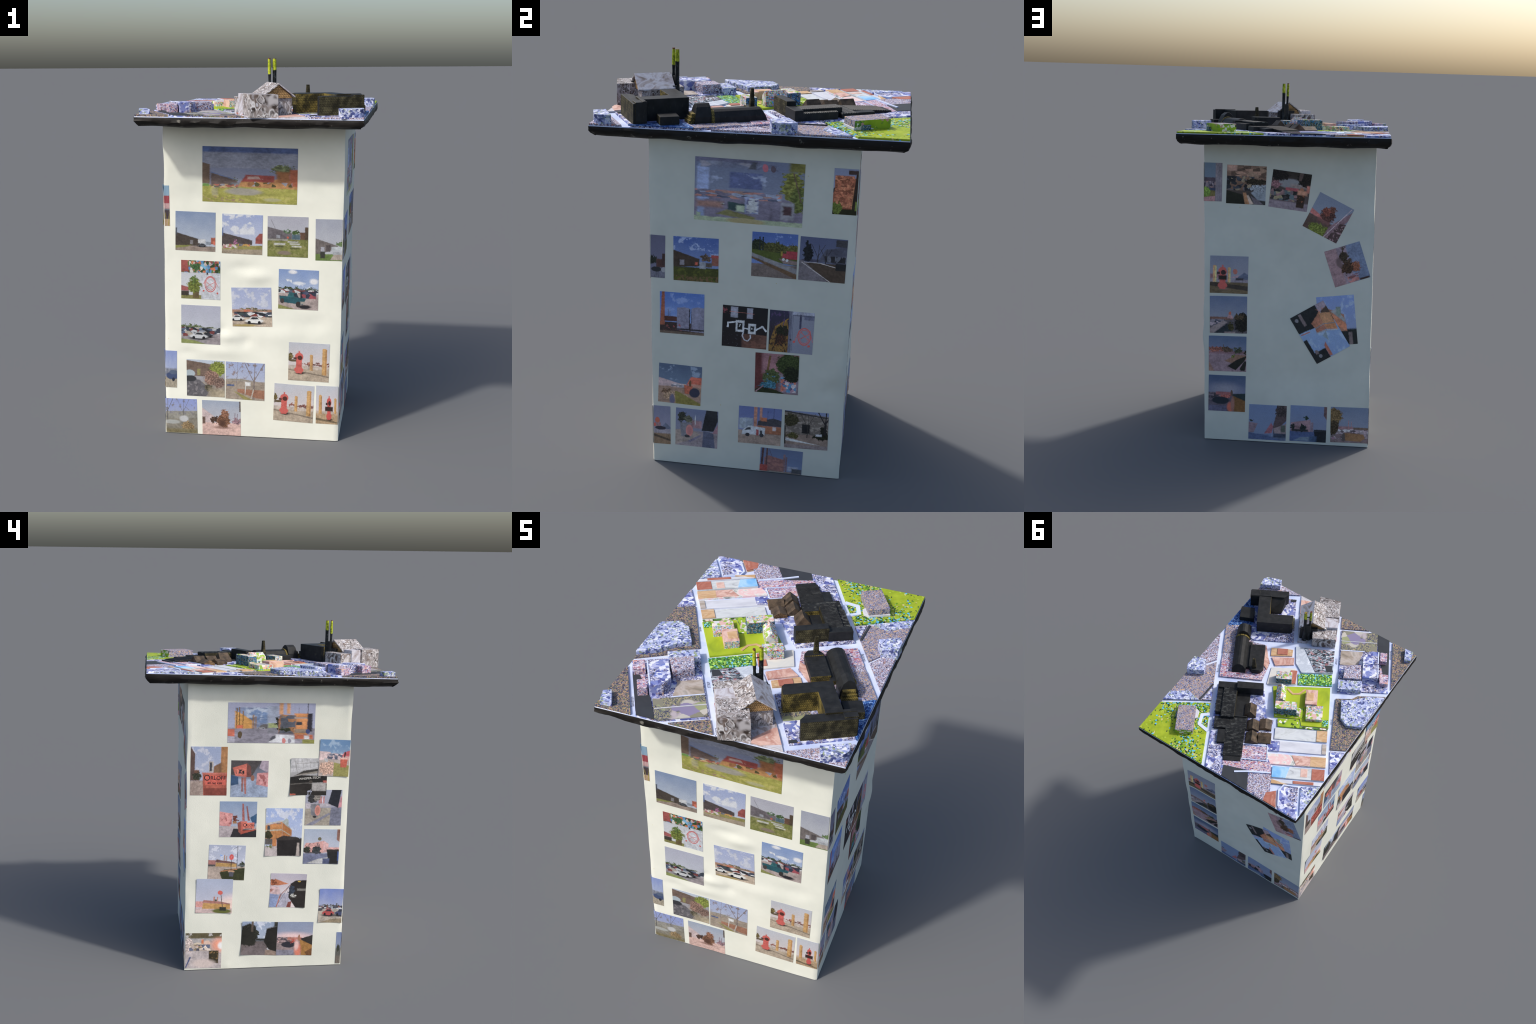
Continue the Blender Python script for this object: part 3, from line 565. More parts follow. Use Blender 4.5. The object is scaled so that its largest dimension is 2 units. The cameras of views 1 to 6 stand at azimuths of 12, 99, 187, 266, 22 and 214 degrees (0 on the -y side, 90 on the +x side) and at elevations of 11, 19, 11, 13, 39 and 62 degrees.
photo("north", .554, .762, 1.193, 1.403, -25.7, S("3c4658", "46505e"), R(-.05, -.05, 1.05, .38, "2c2220", .04), Q([(-.02, .42), (.5, .3), (.6, .4), (-.02, .55)], "5c3434"), Q([(-.02, .1), (.62, .3), (.45, .38), (-.02, .4)], "2c2422"), T(.42, .1, .3, .16, "3a4416"), Q([(.6, .02), (.75, .02), (1.02, .7), (1.02, .95), (.62, .3)], "40343c"), L(.62, .0, .95, .98, .02, "74606a"), Q([(.7, .0), (1.02, .0), (1.02, .55), (.85, .5)], "241c1e"), F(.65, 0, 1, .5, "54464e", 12, .52), T(.46, .55, .2, .18, "2a1a18"), T(.4, .62, .12, .1, "46241c"), T(.52, .73, .09, .08, "3c241c"), R(.25, .3, .6, .4, "382626", .06))
photo("north", .671, .873, .941, 1.149, 19.3, S("364256", "36445a"), R(-.05, -.05, .36, 1.05, "4e4148", .1), R(.33, .0, .6, 1.02, "4a4450", .06), R(.6, -.05, 1.05, 1.05, "364258", .1), F(.35, .5, .65, 1, "241e1c", 6, .5), T(.46, .72, .12, .16, "1e1a14"), T(.48, .42, .2, .17, "221810"), T(.72, .38, .11, .14, "4a2c1c"), M(.4, .0, .7, .18, ["4a4450", "3a2428", "5a3c3c", "4a4450"], 10, 14), E(.3, .6, .08, .14, "342c30", .4), R(.72, .0, .98, .05, "1e1614"), L(.55, .2, .75, .2, .015, "3a2428"), L(.55, .14, .74, .14, .015, "3a2428"))
photo("north", .624, .832, .586, .866, 7.1, S("3a4c72", "445066"), F(0, .4, 1, 1, "4c5c7c", 4, .5), R(.35, -.05, 1.05, .32, "0e1214", .06), R(.78, .0, .88, .25, "3c383c", .03), Q([(.2, .3), (.75, .28), (.7, .62), (.3, .75)], "50382c"), Q([(.3, .5), (.75, .28), (.74, .42), (.42, .66)], "643e2a"), Q([(.35, .7), (.5, .74), (.72, .52), (.7, .46)], "4a5056"), R(.5, .6, .62, .78, "3e4a4a"), lift=.0012)
photo("north", .530, .743, .505, .803, 32.3, S("42587a", "3c5070"), F(0, 0, 1, 1, "4c5e80", 4, .52), Q([(-.02, .66), (.75, .6), (.75, 1.02), (-.02, 1.02)], "0e1114"), R(.22, .74, .3, .98, "3a363a", .03), R(.75, .82, 1.02, 1.02, "4c4854", .03), Q([(.7, .55), (1.02, .6), (1.02, .9), (.8, .85)], "241e1c"), F(.7, .6, 1, .9, "5a3a2c", 8, .55), R(-.05, -.05, .42, .2, "0e1114"), R(-.05, .18, .1, .5, "0e1114"), R(.12, .16, .2, .24, "3a363a"),
      Q([(.42, .02), (.5, .02), (.5, .3), (.42, .24)], "5a342a"), L(.02, .62, .28, .6, .02, "5a342c"), Q([(.45, .6), (.7, .62), (.72, .84), (.42, .72)], "5c3c2c"), Q([(.7, .62), (.98, .52), (1.0, .75), (.72, .84)], "6e4830"), Q([(.42, .52), (.7, .5), (.7, .62), (.45, .62)], "50342a"), Q([(.7, .5), (.96, .4), (.98, .54), (.7, .62)], "684228"), L(.44, .605, .7, .615, .02, "4a4648"), L(.7, .615, .98, .53, .02, "4a4648"), L(.42, .52, .7, .48, .02, "484e58"), L(.7, .48, .96, .39, .02, "5a606a"),
      E(.12, .9, .05, .035, "3c4048"), E(.2, .1, .05, .035, "3c4048"), Q([(.52, .42), (.6, .3), (.66, .48)], "3e4c58"), lift=.0026)
photo("north", .016, .227, .854, 1.064, .1, S("3c4454", "4c505c"), R(-.05, -.05, 1.05, .36, "332e22"), R(0, .3, 1.02, .4, "484854", .04), R(0, .4, .4, .52, "46323a", .06), E(.66, .59, .06, .07, "58322c"), Q([(.5, .42), (.75, .5), (.75, .42)], "564a54"), Q([(.68, .4), (.9, .57), (1.02, .5), (1.02, .38)], "2a3244"), R(.68, .36, .88, .42, "1a1a20", .04), post(.12, .3, .72, .09, "6a5038"), post(.5, .3, .68, .07, "6a5034"), Q([(-.02, .2), (1.02, .08), (1.02, .2), (-.02, .3)], "1c1a18"), hydrant(.33, .1, .66, "5e2420", "181214"), R(.22, .36, .44, .48, "14100f", .04))
photo("north", .019, .227, .626, .838, 1.0, S("2e3a50", "4a505c"), R(-.05, -.05, 1.05, .42, "2a2a30"), R(0, .36, .6, .44, "3c2c28", .03), E(.54, .54, .035, .05, "5a2e22"), Q([(.46, .4), (.64, .4), (.58, .5), (.5, .5)], "5c4a50"), M(0, .2, .4, .38, ["1c1e26", "42424c", "262a36", "54505a"], 12, 20), Q([(-.02, -.02), (.1, .0), (.48, .3), (.36, .34), (-.02, .12)], "4a464a"), Q([(.12, .0), (.6, .02), (.5, .22), (.46, .26)], "10161c"), T(.86, .3, .2, .26, "0c0d0b"), T(.8, .44, .14, .08, "241f16"), T(.56, .18, .07, .12, "20200f"), R(.4, -.05, .68, .04, "484448", .05))
photo("north", .017, .228, .404, .609, .7, S("26344a", "444a5e"), R(-.05, -.05, 1.05, .54, "483f48"), R(0, .5, 1, .58, "40323a", .04), T(.2, .62, .22, .07, "4a2c26"), T(.5, .62, .15, .08, "2c241e"), T(.78, .6, .12, .08, "22281e"), T(.98, .56, .05, .07, "14160f"), L(.39, .6, .39, .76, .02, "32281e"), Q([(.42, .3), (.75, .48), (1.02, .46), (1.02, .36), (.6, .24)], "46362e"), Q([(.5, .15), (.75, .34), (1.02, .46), (.95, .3), (.72, .04)], "0e0f0e"), Q([(.82, .08), (.95, .3), (1.02, .3), (.96, .02), (.86, .03)], "101010"), T(.65, .44, .05, .04, "323a18"), Q([(-.02, .0), (.15, .0), (.05, .2), (-.02, .3)], "4a3a36"))
photo("north", .019, .228, .169, .380, .1, S("1f2c42", "3e4458"), E(.45, .6, .35, .16, "464a58", .8), R(-.05, -.05, 1.05, .5, "2c2a34"), M(0, .3, .35, .52, ["1a1a20", "38343c", "282630", "4a3c3e"], 12, 24), R(.2, .46, .65, .54, "4c2c30", .04), T(.45, .42, .15, .06, "5a2e2a"), E(.33, .3, .24, .1, "0e141c"), Q([(.62, .48), (1.02, .52), (1.02, .3), (.75, .35)], "101a1e"), Q([(.66, .44), (1.02, .3), (1.02, .0), (.7, .0)], "3a2810"), E(.63, .52, .03, .08, "2c2420"), R(.0, -.05, .5, .16, "2c2e40", .05), E(.6, .12, .09, .14, "5e2c1e", .3), E(.66, .2, .05, .2, "4a3430", .4))
photo("north", .252, .465, .012, .218, -.3, S("34425c", "3c485e"), R(-.05, -.05, 1.05, .1, "2c3648", .06), R(-.05, .1, .6, .16, "2c3a54", .05), Q([(-.02, .18), (.14, .2), (.24, .46), (-.02, .5)], "443c46"), T(.08, .54, .05, .03, "161c1a"), Q([(.42, .18), (.62, .2), (.66, .4), (.6, .5)], "50303a"), Q([(.6, .18), (.66, .18), (1.02, .6), (1.02, 1.02), (.75, 1.02), (.63, .7), (.65, .4)], "2a2428"), T(.86, .85, .16, .16, "221f22"), Q([(.66, .34), (1.02, .5), (1.02, .15), (.7, .2)], "4a4348"), R(.86, .25, .98, .44, "2c3230", .03), R(.66, .08, 1.02, .2, "1c2230", .05), Q([(-.02, -.02), (1.02, -.02), (.5, .12), (-.02, .2)], "25304a"))
photo("north", .487, .693, .014, .224, -.1, S("34425c", "40485a"), R(-.05, -.05, 1.05, .3, "222e4a", .04), Q([(.02, .28), (.56, .28), (.56, .62), (.02, .52)], "4c3e46"), R(.56, .28, .64, .55, "443e4a"), T(.43, .67, .05, .04, "14201c"), T(.35, .38, .1, .1, "12181c"), T(.08, .4, .07, .08, "14181a"), R(.05, .28, .5, .34, "14181c", .04), Q([(.1, .02), (.6, .02), (.7, .16), (.3, .12)], "34404e"), Q([(.66, .3), (1.02, .32), (1.0, -.02), (.72, -.02)], "0e1116"), R(.66, .3, 1.02, .35, "14171c"), R(.54, .0, .74, .16, "1c2a40", .05), Q([(.92, .75), (1.02, .6), (1.02, 1.02), (.92, 1.02)], "33282c"))
photo("north", .716, .928, .021, .229, 1.0, S("344054", "444c5c"), R(-.05, -.05, 1.05, .4, "40383c"), R(.6, .38, 1.05, .44, "342c26", .03), R(.18, .34, .6, .46, "4c3a40", .06), M(.0, .1, 1, .38, ["2c282e", "4c4850", "56505a", "3c3438", "6a666e"], 12, 20), L(.48, .4, .48, .64, .015, "5a3e40"), L(.55, .4, .55, .6, .012, "5a3e40"), T(.1, .75, .2, .22, "3c321e"), T(.08, .42, .14, .22, "241f16"), Q([(.38, .06), (.8, .04), (.92, .14), (.88, .25), (.36, .28)], "4a3722"), Q([(.3, .05), (.4, .05), (.38, .28), (.3, .22)], "2c2a2c"), E(.08, .12, .05, .04, "4c3c48"))
# ---- west wall (inks as seen in low sun) ---------------------------------------------------
photo("west", .253, .748, 1.349, 1.578, -1.2, S("9296aa", "9ca2b4"), R(-.05, -.05, 1.05, .38, "8a878e", .02), R(.08, .14, .46, .88, "6f7c94", .01), R(.2, .5, .47, .82, "627a9a", .05), F(.2, .5, .56, .9, "a4b0bc", 7, .5), R(.45, .25, .57, .92, "8d96a4", .04), Q([(.08, .32), (.28, .36), (.28, .62), (.14, .74), (.08, .82)], "bc8634"), L(.1, .3, .1, .86, .012, "6a4c24"), L(.13, .3, .13, .88, .012, "6a4c24"), L(.17, .34, .17, .8, .01, "7a5828"), R(.1, .32, .17, .44, "c0582c"), R(.28, .36, .3, .7, "8a6a48"), R(.31, .36, .325, .66, "8a6a48"),
      Q([(.28, .24), (.46, .24), (.46, .48), (.38, .46)], "5c5a58"), car(.33, .36, .1, "a8aaa8"), R(-.05, .16, .08, .34, "b2583c"), R(-.05, .0, .09, .16, "a6a4ac"), R(.08, .0, .48, .36, "85828a", .02), E(.14, .2, .025, .09, "54452c"), R(.46, .38, .57, .5, "8a9460", .03), R(.46, .24, .57, .38, "78787e"), T(.585, .5, .03, .2, "2c2c24"), R(.585, .72, .63, 1.0, "c08a58"), R(.67, .74, .71, 1.0, "c08a58"), L(.915, .72, .915, 1, .01, "50505c"), L(.81, .76, .81, .9, .008, "70707e"),
      Q([(.58, .24), (.78, .24), (.78, .7), (.6, .72), (.58, .6)], "96653c"), R(.76, .22, .92, .75, "c07c3c"), M(.6, .36, .78, .7, ["96653c", "50545c", "96653c", "7a6a5c"], 14, 10), R(.76, .62, .92, .66, "98887c"), R(.78, .46, .85, .54, "30343a"), R(.76, .26, .92, .36, "8c7a64", .03), R(.91, .3, .97, .75, "2a2830"), E(.92, .3, .025, .06, "34406c"), Q([(.58, .24), (.77, .24), (.7, .34), (.61, .4)], "5a5e66"), T(.67, .36, .06, .04, "3c442a"),
      Q([(.46, .02), (.77, .0), (.77, .2), (.55, .22)], "c2c4c2"), Q([(.47, .04), (.55, .12), (.55, .2), (.5, .16)], "4a4a50"), R(.77, .11, .98, .22, "b25c34"), R(.88, .11, .94, .2, "c8c8c4"), R(.86, -.02, 1.02, .1, "80803c", .03), E(.645, .06, .02, .07, "c07068"), E(.71, .06, .02, .06, "8a8890"))
photo("west", .042, .250, 1.052, 1.333, -1.4, S("8f9cb4", "a8aeba"), F(0, .4, 1, 1, "b4b8c0", 5, .5), Q([(-.02, .3), (.11, .3), (.12, .85), (-.02, 1.02)], "58453e"), R(.1, .3, .24, .52, "6c4a3a", .03), T(.18, .38, .12, .08, "3c4030"), R(.82, .4, 1.02, 1.02, "9c6c3c"), Q([(.62, .44), (.84, .46), (.84, .68), (.64, .6)], "7c5a3c"), R(.5, .48, .62, .7, "a8a094"), R(.52, .5, .58, .68, "3c3e44"), R(-.05, -.05, 1.05, .3, "a08e80"), F(0, 0, .5, .3, "8c7a6e", 8, .5), Q([(.36, .0), (.98, .0), (1.0, .46), (.33, .46)], "a04a34"), R(.32, .43, 1.02, .47, "b8604c"), R(.40, .22, .96, .41, "c8503a"), Q([(.38, -.02), (1.0, -.02), (1.0, .15), (.36, .15)], "7a3628"))
photo("west", .271, .484, 1.038, 1.250, -1.6, S("4a4a4c", "8f9cb0"), R(-.05, -.05, 1.05, .5, "8c9aac", .06), Q([(-.02, .6), (.55, .55), (.8, 1.02), (-.02, 1.02)], "4a4645"), Q([(.75, .8), (1.02, .66), (1.02, 1.02), (.82, 1.02)], "a0929a"), Q([(.68, .35), (1.02, .28), (1.02, .68), (.7, .66)], "c0807c"), M(.7, .34, 1.02, .62, ["c0807c", "c88c88", "a05a58"], 12, 9), Q([(-.02, .3), (.2, .35), (.2, .56), (-.02, .6)], "2c4a68"), Q([(.28, .55), (.33, .53), (.33, .14), (.29, .15)], "8a5448"), Q([(.33, .53), (.41, .55), (.42, .08), (.38, .08)], "a06054"), Q([(.04, .8), (.42, .92), (.42, .55), (.12, .58)], "b85844"), Q([(.42, .92), (.52, .85), (.55, .56), (.42, .55)], "6a3c34"), Q([(.1, .62), (.38, .6), (.4, .78), (.1, .76)], "cc6850"), M(.13, .64, .37, .75, ["cc6850", "2c2628", "cc6850", "3c3436"], 16, 12), E(.58, .52, .05, .08, "8a5c48"))
photo("west", .612, .825, 1.043, 1.259, -1.5, S("b0b0ac", "8c8a84"), Q([(-.02, .52), (.4, .66), (1.02, .74), (1.02, 1.02), (-.02, 1.02)], "b4b4b0"), L(.1, .98, .2, .55, .01, "8a8880"), L(.3, .98, .38, .62, .01, "8a8880"), L(.5, .98, .56, .68, .01, "8a8880"), L(.15, .85, 1, .9, .01, "8a8880"), Q([(.1, .52), (.35, .66), (.75, .72), (.75, .62)], "3c3a34"), Q([(.12, .52), (.3, .58), (.75, .66), (.75, .6)], "8a8476"), Q([(-.02, .3), (1.02, .36), (1.02, .52), (.3, .54), (-.02, .48)], "24221f"), R(-.05, -.05, 1.05, .32, "2c2824"), R(.6, .12, .98, .33, "a09c94", .04), Q([(.0, .3), (.6, .36), (.6, .33), (0, .28)], "5c5850"), E(.56, .36, .05, .04, "4a443c"), R(-.02, -.02, .16, .04, "a84c34"), R(.9, .34, 1.02, .4, "a04c40", .04), curl=.007)
photo("west", .777, .952, 1.152, 1.365, -2.6, S("5c82a4", "8fa4b4"), F(0, .5, 1, 1, "8ea6b8", 4, .5), R(-.05, -.05, 1.05, .62, "a89c90"), Q([(-.02, .42), (.5, .5), (.35, .66), (-.02, .68)], "cfb8b0"), M(.25, .46, .8, .62, ["a89a9c", "70747e", "c8b0ac", "545a68", "c0a098"], 12, 22), Q([(.75, .55), (1.02, .5), (1.02, .72), (.82, .66)], "b8484c"), R(.8, .45, 1.02, .56, "c89890", .04), T(.3, .22, .3, .18, "d0aa90"), Q([(.5, -.02), (1.02, -.02), (1.02, .3), (.5, .38)], "8f8a48"), Q([(.72, .25), (.92, .25), (.95, .5), (.7, .5)], "b04c34"), R(.7, .47, .96, .52, "d0a490", .03), E(.85, .6, .025, .08, "2c2424"), lift=.0032, curl=.004)
photo("west", .702, .915, .862, 1.073, -1.6, S("9ca0ac", "8f8c94"), R(-.05, -.05, 1.05, .5, "98907f", .03), Q([(-.02, .45), (.7, .55), (.7, .62), (-.02, .62)], "a8a2a4"), Q([(.02, .0), (.22, .0), (.7, .32), (.66, .36)], "7c7c86"), Q([(.68, .0), (1.02, .0), (1.02, .55), (.7, .5)], "6f7280"), R(.36, .62, .52, .82, "b8807c", .03), Q([(.62, .62), (.9, .5), (.98, 1.02), (.72, 1.02)], "22262e"), Q([(.9, .5), (1.02, .52), (1.02, .85), (.96, .8)], "b87c80"), Q([(.16, .3), (.32, .22), (.38, .3), (.4, .6), (.14, .6)], "7a7a7c"), T(.18, .76, .12, .14, "3a3a3a"), T(.32, .82, .1, .12, "8a8478"), E(.34, .42, .07, .14, "b0705c", .2), O(.34, .42, .065, .12, .2, "c88070"), E(.26, .24, .05, .03, "2c2c2e"), E(.47, .74, .012, .14, "d0d0d8", .3))
photo("west", .207, .421, .803, 1.013, -1.5, S("7c90a8", "aab2bc"), R(-.05, -.05, 1.05, .3, "a09a94"), Q([(-.02, .32), (.3, .3), (.36, .66), (-.02, .72)], "c4847c"), M(.0, .36, .33, .66, ["c4847c", "cc8c84", "a05854"], 12, 9), Q([(.82, .55), (1.02, .68), (1.02, .4), (.9, .36)], "2c5474"), Q([(.25, -.02), (1.02, -.02), (1.02, .2), (.35, .24)], "2c2a2c"), Q([(.61, .46), (.68, .46), (.64, .94), (.6, .94)], "9c564c"), Q([(.76, .46), (.82, .46), (.74, .87), (.71, .87)], "8a4a42"), T(.42, .5, .06, .1, "7a4034"), R(.36, .38, .46, .44, "a0703c", .04), Q([(.48, .4), (.58, .45), (.6, .08), (.52, .14)], "8a4434"), Q([(.58, .45), (.96, .44), (1.0, .24), (.62, .18), (.58, .1)], "bc5640"), R(.63, .24, .94, .41, "cc644c"), Q([(.6, .18), (1.0, .23), (.98, .2), (.58, .08)], "a8442c"), Q([(-.02, .0), (.3, .0), (.4, .3), (-.02, .26)], "a89e9c"))
photo("west", .472, .685, .684, .968, -1.6, S("94a8cc", "b0bac8"), F(0, .4, 1, 1, "c4cad2", 5, .48), Q([(-.02, .36), (.46, .35), (.46, .72), (-.02, .64)], "b87838"), Q([(.46, .34), (.72, .42), (.72, .55), (.46, .72)], "a4662c"), L(-.02, .66, .46, .74, .025, "b8b4a4"), L(.46, .74, .72, .55, .02, "a4a294"), Q([(.44, .72), (.56, .79), (.62, .76), (.62, .6), (.5, .68)], "9ca49c"), L(-.02, .53, .44, .55, .03, "b0a890"), L(.44, .55, .7, .43, .02, "a09880"), R(.05, .55, .12, .64, "3c4450"), R(.3, .67, .42, .69, "706c68"), T(.05, .44, .14, .1, "3c3c26"), R(.0, .24, .3, .36, "54504c", .03), R(.2, .2, .32, .36, "b87438"), R(-.05, -.05, 1.05, .2, "b0a6a0"), T(.12, .21, .1, .02, "5a6434"),
      Q([(.32, .36), (.5, .42), (.84, .4), (.98, .35), (.95, .0), (.34, .0)], "262322"), Q([(.3, .36), (.5, .43), (.95, .38), (.9, .34), (.34, .33)], "38332f"), Q([(.86, .0), (.95, .0), (.94, .28), (.88, .28)], "a89c90"), R(.96, .0, 1.02, .38, "2c2a2a"), curl=.005)
photo("west", .697, .907, .630, .839, -1.9, S("a0acb8", "bdbfc4"), R(-.05, -.05, 1.05, .3, "6c7288"), Q([(.02, .32), (.56, .32), (.56, .67), (.02, .55)], "c89488"), Q([(.56, .32), (.7, .34), (.7, .58), (.56, .67)], "d0a49c"), M(.05, .42, .55, .6, ["c89488", "c89488", "8a6c68"], 12, 8), E(.44, .72, .05, .05, "6a6448"), T(.36, .4, .12, .1, "3a4040"), T(.1, .4, .1, .1, "3c4034"), R(.05, .3, .5, .34, "3a3c40", .04), Q([(.1, .02), (.55, .0), (.72, .2), (.4, .14)], "b4b4ae"), R(.7, .36, 1.02, .48, "d09c90", .04), Q([(.66, .38), (1.0, .42), (.98, .0), (.72, .0)], "262626"), R(.65, .36, .98, .42, "34312f", .02), R(.55, .0, .74, .16, "48506c", .04), R(.96, .1, 1.02, .36, "34508c"), Q([(.92, .7), (1.02, .62), (1.02, 1.02), (.92, 1.02)], "8a6050"), curl=.004)
photo("west", .143, .355, .548, .756, -3.1, S("a0a8b8", "c4c8d0"), F(0, .4, 1, 1, "c8ccd2", 5, .5), F(.2, .55, .6, .75, "7a9ac8", 8, .56), R(-.05, -.05, 1.05, .4, "a89888"), R(-.02, .42, .2, .56, "a06a60", .02), R(-.02, .38, .2, .43, "50504c", .03), Q([(.2, .38), (.78, .38), (.78, .48), (.2, .5)], "b08a48"), Q([(.18, .5), (.22, .58), (.7, .52), (.78, .47)], "6c4a44"), R(.42, .56, .445, .71, "b08458"), R(.48, .55, .5, .69, "b08458"), T(.94, .46, .08, .07, "3c4434"), R(.8, .4, 1.02, .45, "5c6464", .03), Q([(.32, .2), (.45, .3), (1.02, .36), (1.02, .0), (.4, .0)], "36391f"), L(.34, .24, .8, .32, .03, "a06a3c"), R(.62, .18, .635, .6, "2c2c30"), R(.775, .34, .79, .98, "3c3c48"), E(.625, .66, .06, .08, "c8403c"), M(.585, .64, .665, .68, ["c8403c", "dcb0a8"], 26, 10), L(.66, .88, .78, .97, .01, "50505c"), E(.64, .24, .09, .035, "b89068"), Q([(.57, .23), (.71, .23), (.69, .1), (.59, .1)], "54545c"))
photo("west", .071, .283, .348, .555, -2.4, S("a4adbd", "b8b8c0"), E(.95, .25, .3, .25, "ecccbc", .7), R(-.05, -.05, 1.05, .14, "c0a8a0"), R(-.02, .16, .2, .34, "c88c80", .03), Q([(.18, .12), (.95, .12), (.95, .27), (.2, .3)], "b48844"), Q([(.18, .3), (.22, .38), (.7, .34), (.95, .28), (.9, .26)], "9c6658"), Q([(.48, .36), (.52, .36), (.52, .48), (.49, .48)], "b8785c"), Q([(.58, .36), (.61, .36), (.61, .47), (.58, .47)], "b8785c"), R(.52, .35, .58, .4, "4c4c38"), E(.72, .06, .26, .07, "5f6428", .2), L(.68, .56, .74, .18, .018, "50443c"), E(.66, .6, .07, .06, "c84c3c", .1, -15), Q([(.66, .07), (.84, .07), (.84, .18), (.66, .18)], "34342c"), lift=.0024, curl=.004)
photo("west", .503, .715, .370, .576, -3.1, S("b4aeb4", "d8ccc4"), R(-.05, -.05, .6, .42, "a4a2ac", .04), Q([(-.02, .6), (.12, .84), (.5, .7), (.5, .6), (.2, .64)], "b4683c"), T(.08, .74, .08, .1, "9c542c"), Q([(.0, .35), (.3, .4), (.25, .6), (.0, .62)], "c4a8a4"), Q([(.0, .0), (.2, .0), (.25, .36), (.0, .4)], "7c8cac"), T(.04, .52, .06, .05, "a87468"), Q([(.56, .7), (.7, .8), (1.02, .82), (1.02, -.02), (.75, -.02), (.52, .3)], "2a2622"), T(.6, .5, .08, .14, "3a4450"), R(.76, .5, 1.0, .56, "7c7a70", .04), E(.8, .77, .04, .02, "c0a030"), Q([(.48, .0), (.6, .0), (.62, .18), (.52, .16)], "7a3c30"), L(.2, .0, .3, .36, .03, "a06050"), L(.3, .36, .56, .66, .02, "8a5c50"), L(.24, .1, .52, .62, .01, "34404c"), T(.66, .34, .1, .05, "a8a89c"), curl=.007)
photo("west", .794, .936, .266, .475, -2.7, S("6c80b8", "b4b8c0"), R(-.05, -.05, 1.05, .46, "a89e8c"), T(.6, .5, .5, .03, "54503c"), M(0, .4, 1, .5, ["50545c", "a0a4a8", "7c5048", "3c4048", "c0c0bc"], 10, 24), R(0, .36, 1, .4, "a8a294", .03), car(.16, .2, .52, "a83a38"), car(.7, .2, .5, "3c4460"), E(.05, .38, .12, .04, "4c4c50"), Q([(-.02, -.02), (1.02, -.02), (1.02, .14), (.5, .1)], "8a7c60"), curl=.006)
photo("west", .337, .548, .078, .286, -3.1, S("8c9cb0", "b4bcc4"), F(.3, .5, .8, 1, "c4cad0", 6, .5), R(-.05, -.05, 1.05, .42, "6a605c"), Q([(-.02, .0), (.7, .0), (.66, .4), (.2, .3)], "6c6260"), Q([(.68, .0), (1.02, .0), (1.02, .18), (.7, .16)], "8c7868"), E(.78, .2, .05, .04, "b4b4b4"), T(.2, .6, .26, .34, "2b2b22"), R(-.05, .3, .35, .75, "26261f", .06), R(.26, .7, .32, 1.02, "5c5044", .03), T(.42, .66, .05, .1, "34362a"), R(.4, .42, .68, .5, "2c2c26", .06), Q([(.64, .4), (.7, .8), (.95, .88), (1.02, .86), (1.02, .1), (.78, .18)], "262420"), L(.68, .78, 1.0, .88, .02, "6c6c6c"), R(.9, .86, 1.02, 1.02, "3c3c34", .05), curl=.007)
photo("west", .548, .761, .069, .277, -2.4, S("8490a4", "a4a4b0"), E(.45, .55, .5, .12, "e0c0b8", .7), R(-.05, -.05, 1.05, .5, "8c7c78", .04), M(0, .36, .4, .54, ["6c5c58", "a48c88", "5c5458", "c09890"], 12, 22), R(.3, .46, .7, .54, "b4705c", .05), Q([(.66, .5), (1.02, .62), (1.02, .3), (.75, .4)], "34302c"), Q([(.64, .48), (1.02, .3), (1.02, .0), (.7, .0)], "9c6c28"), Q([(.8, .1), (1.02, .24), (1.02, .0), (.85, .0)], "6a4420"), E(.33, .32, .2, .09, "2c2c34"), T(.46, .42, .07, .05, "c0503c"), E(.62, .52, .03, .1, "9c6c50"), R(-.05, -.05, .5, .16, "7c7a84", .05), E(.6, .15, .09, .2, "d07050", .4), E(.56, .3, .06, .14, "d8b0a4", .5), curl=.004)
photo("west", .008, .220, .008, .226, -1.5, S("8c8470", "b0a8a0"), R(-.05, .82, 1.05, 1.05, "5c5438", .05), F(0, .8, 1, 1, "b8b4ac", 5, .52), R(-.05, .55, 1.05, .85, "a09c96", .05), R(-.05, -.05, 1.05, .5, "b4aaa4", .08), T(.08, .65, .14, .2, "c4b4a8"), E(.35, .68, .14, .05, "d0c0a4", .2), E(.6, .7, .1, .09, "d4b49c", .2), E(.95, .66, .22, .18, "e89470", .6), E(.98, .64, .08, .1, "fff0e0", .5), M(.1, .5, .7, .68, ["d4c4b0", "50505c", "b0a090", "5c6478", "8a7a5c", "c8a890"], 9, 14), R(.44, .7, .5, .82, "c8703c", .03), R(.65, .14, .92, .5, "37301f", .03), F(.65, .14, .92, .5, "8a6a3c", 12, .54), Q([(.0, .02), (.03, .02), (.16, .32), (.12, .33)], "40507c"), E(.5, .14, .3, .12, "c8b8ac", .4))
photo("west", .903, .932, .007, .203, -1.9, S("6c7c9c", "9ca4ac"), R(-.05, -.05, 1.05, .5, "5c5c54", .1), R(-.05, -.05, 1.05, .25, "6c6458", .1), T(.5, .5, .3, .12, "3c4034"))

for number, spec in enumerate(PRINTS):
    ob = build_photo(number, *spec)
    if spec[0] == "west" and abs(spec[1] - .042) < 1e-6:
        bin_photo = ob
    if spec[0] == "west" and abs(spec[1] - .207) < 1e-6:
        model_photo = ob
    if spec[0] == "west" and abs(spec[1] - .271) < 1e-6:
        upturned_photo = ob
    if spec[0] == "west" and abs(spec[1] - .612) < 1e-6:
        speaker_photo = ob


def plain(name, hexcol, rough=0.7):
    return Nodes(name).done(lin(hexcol), rough)


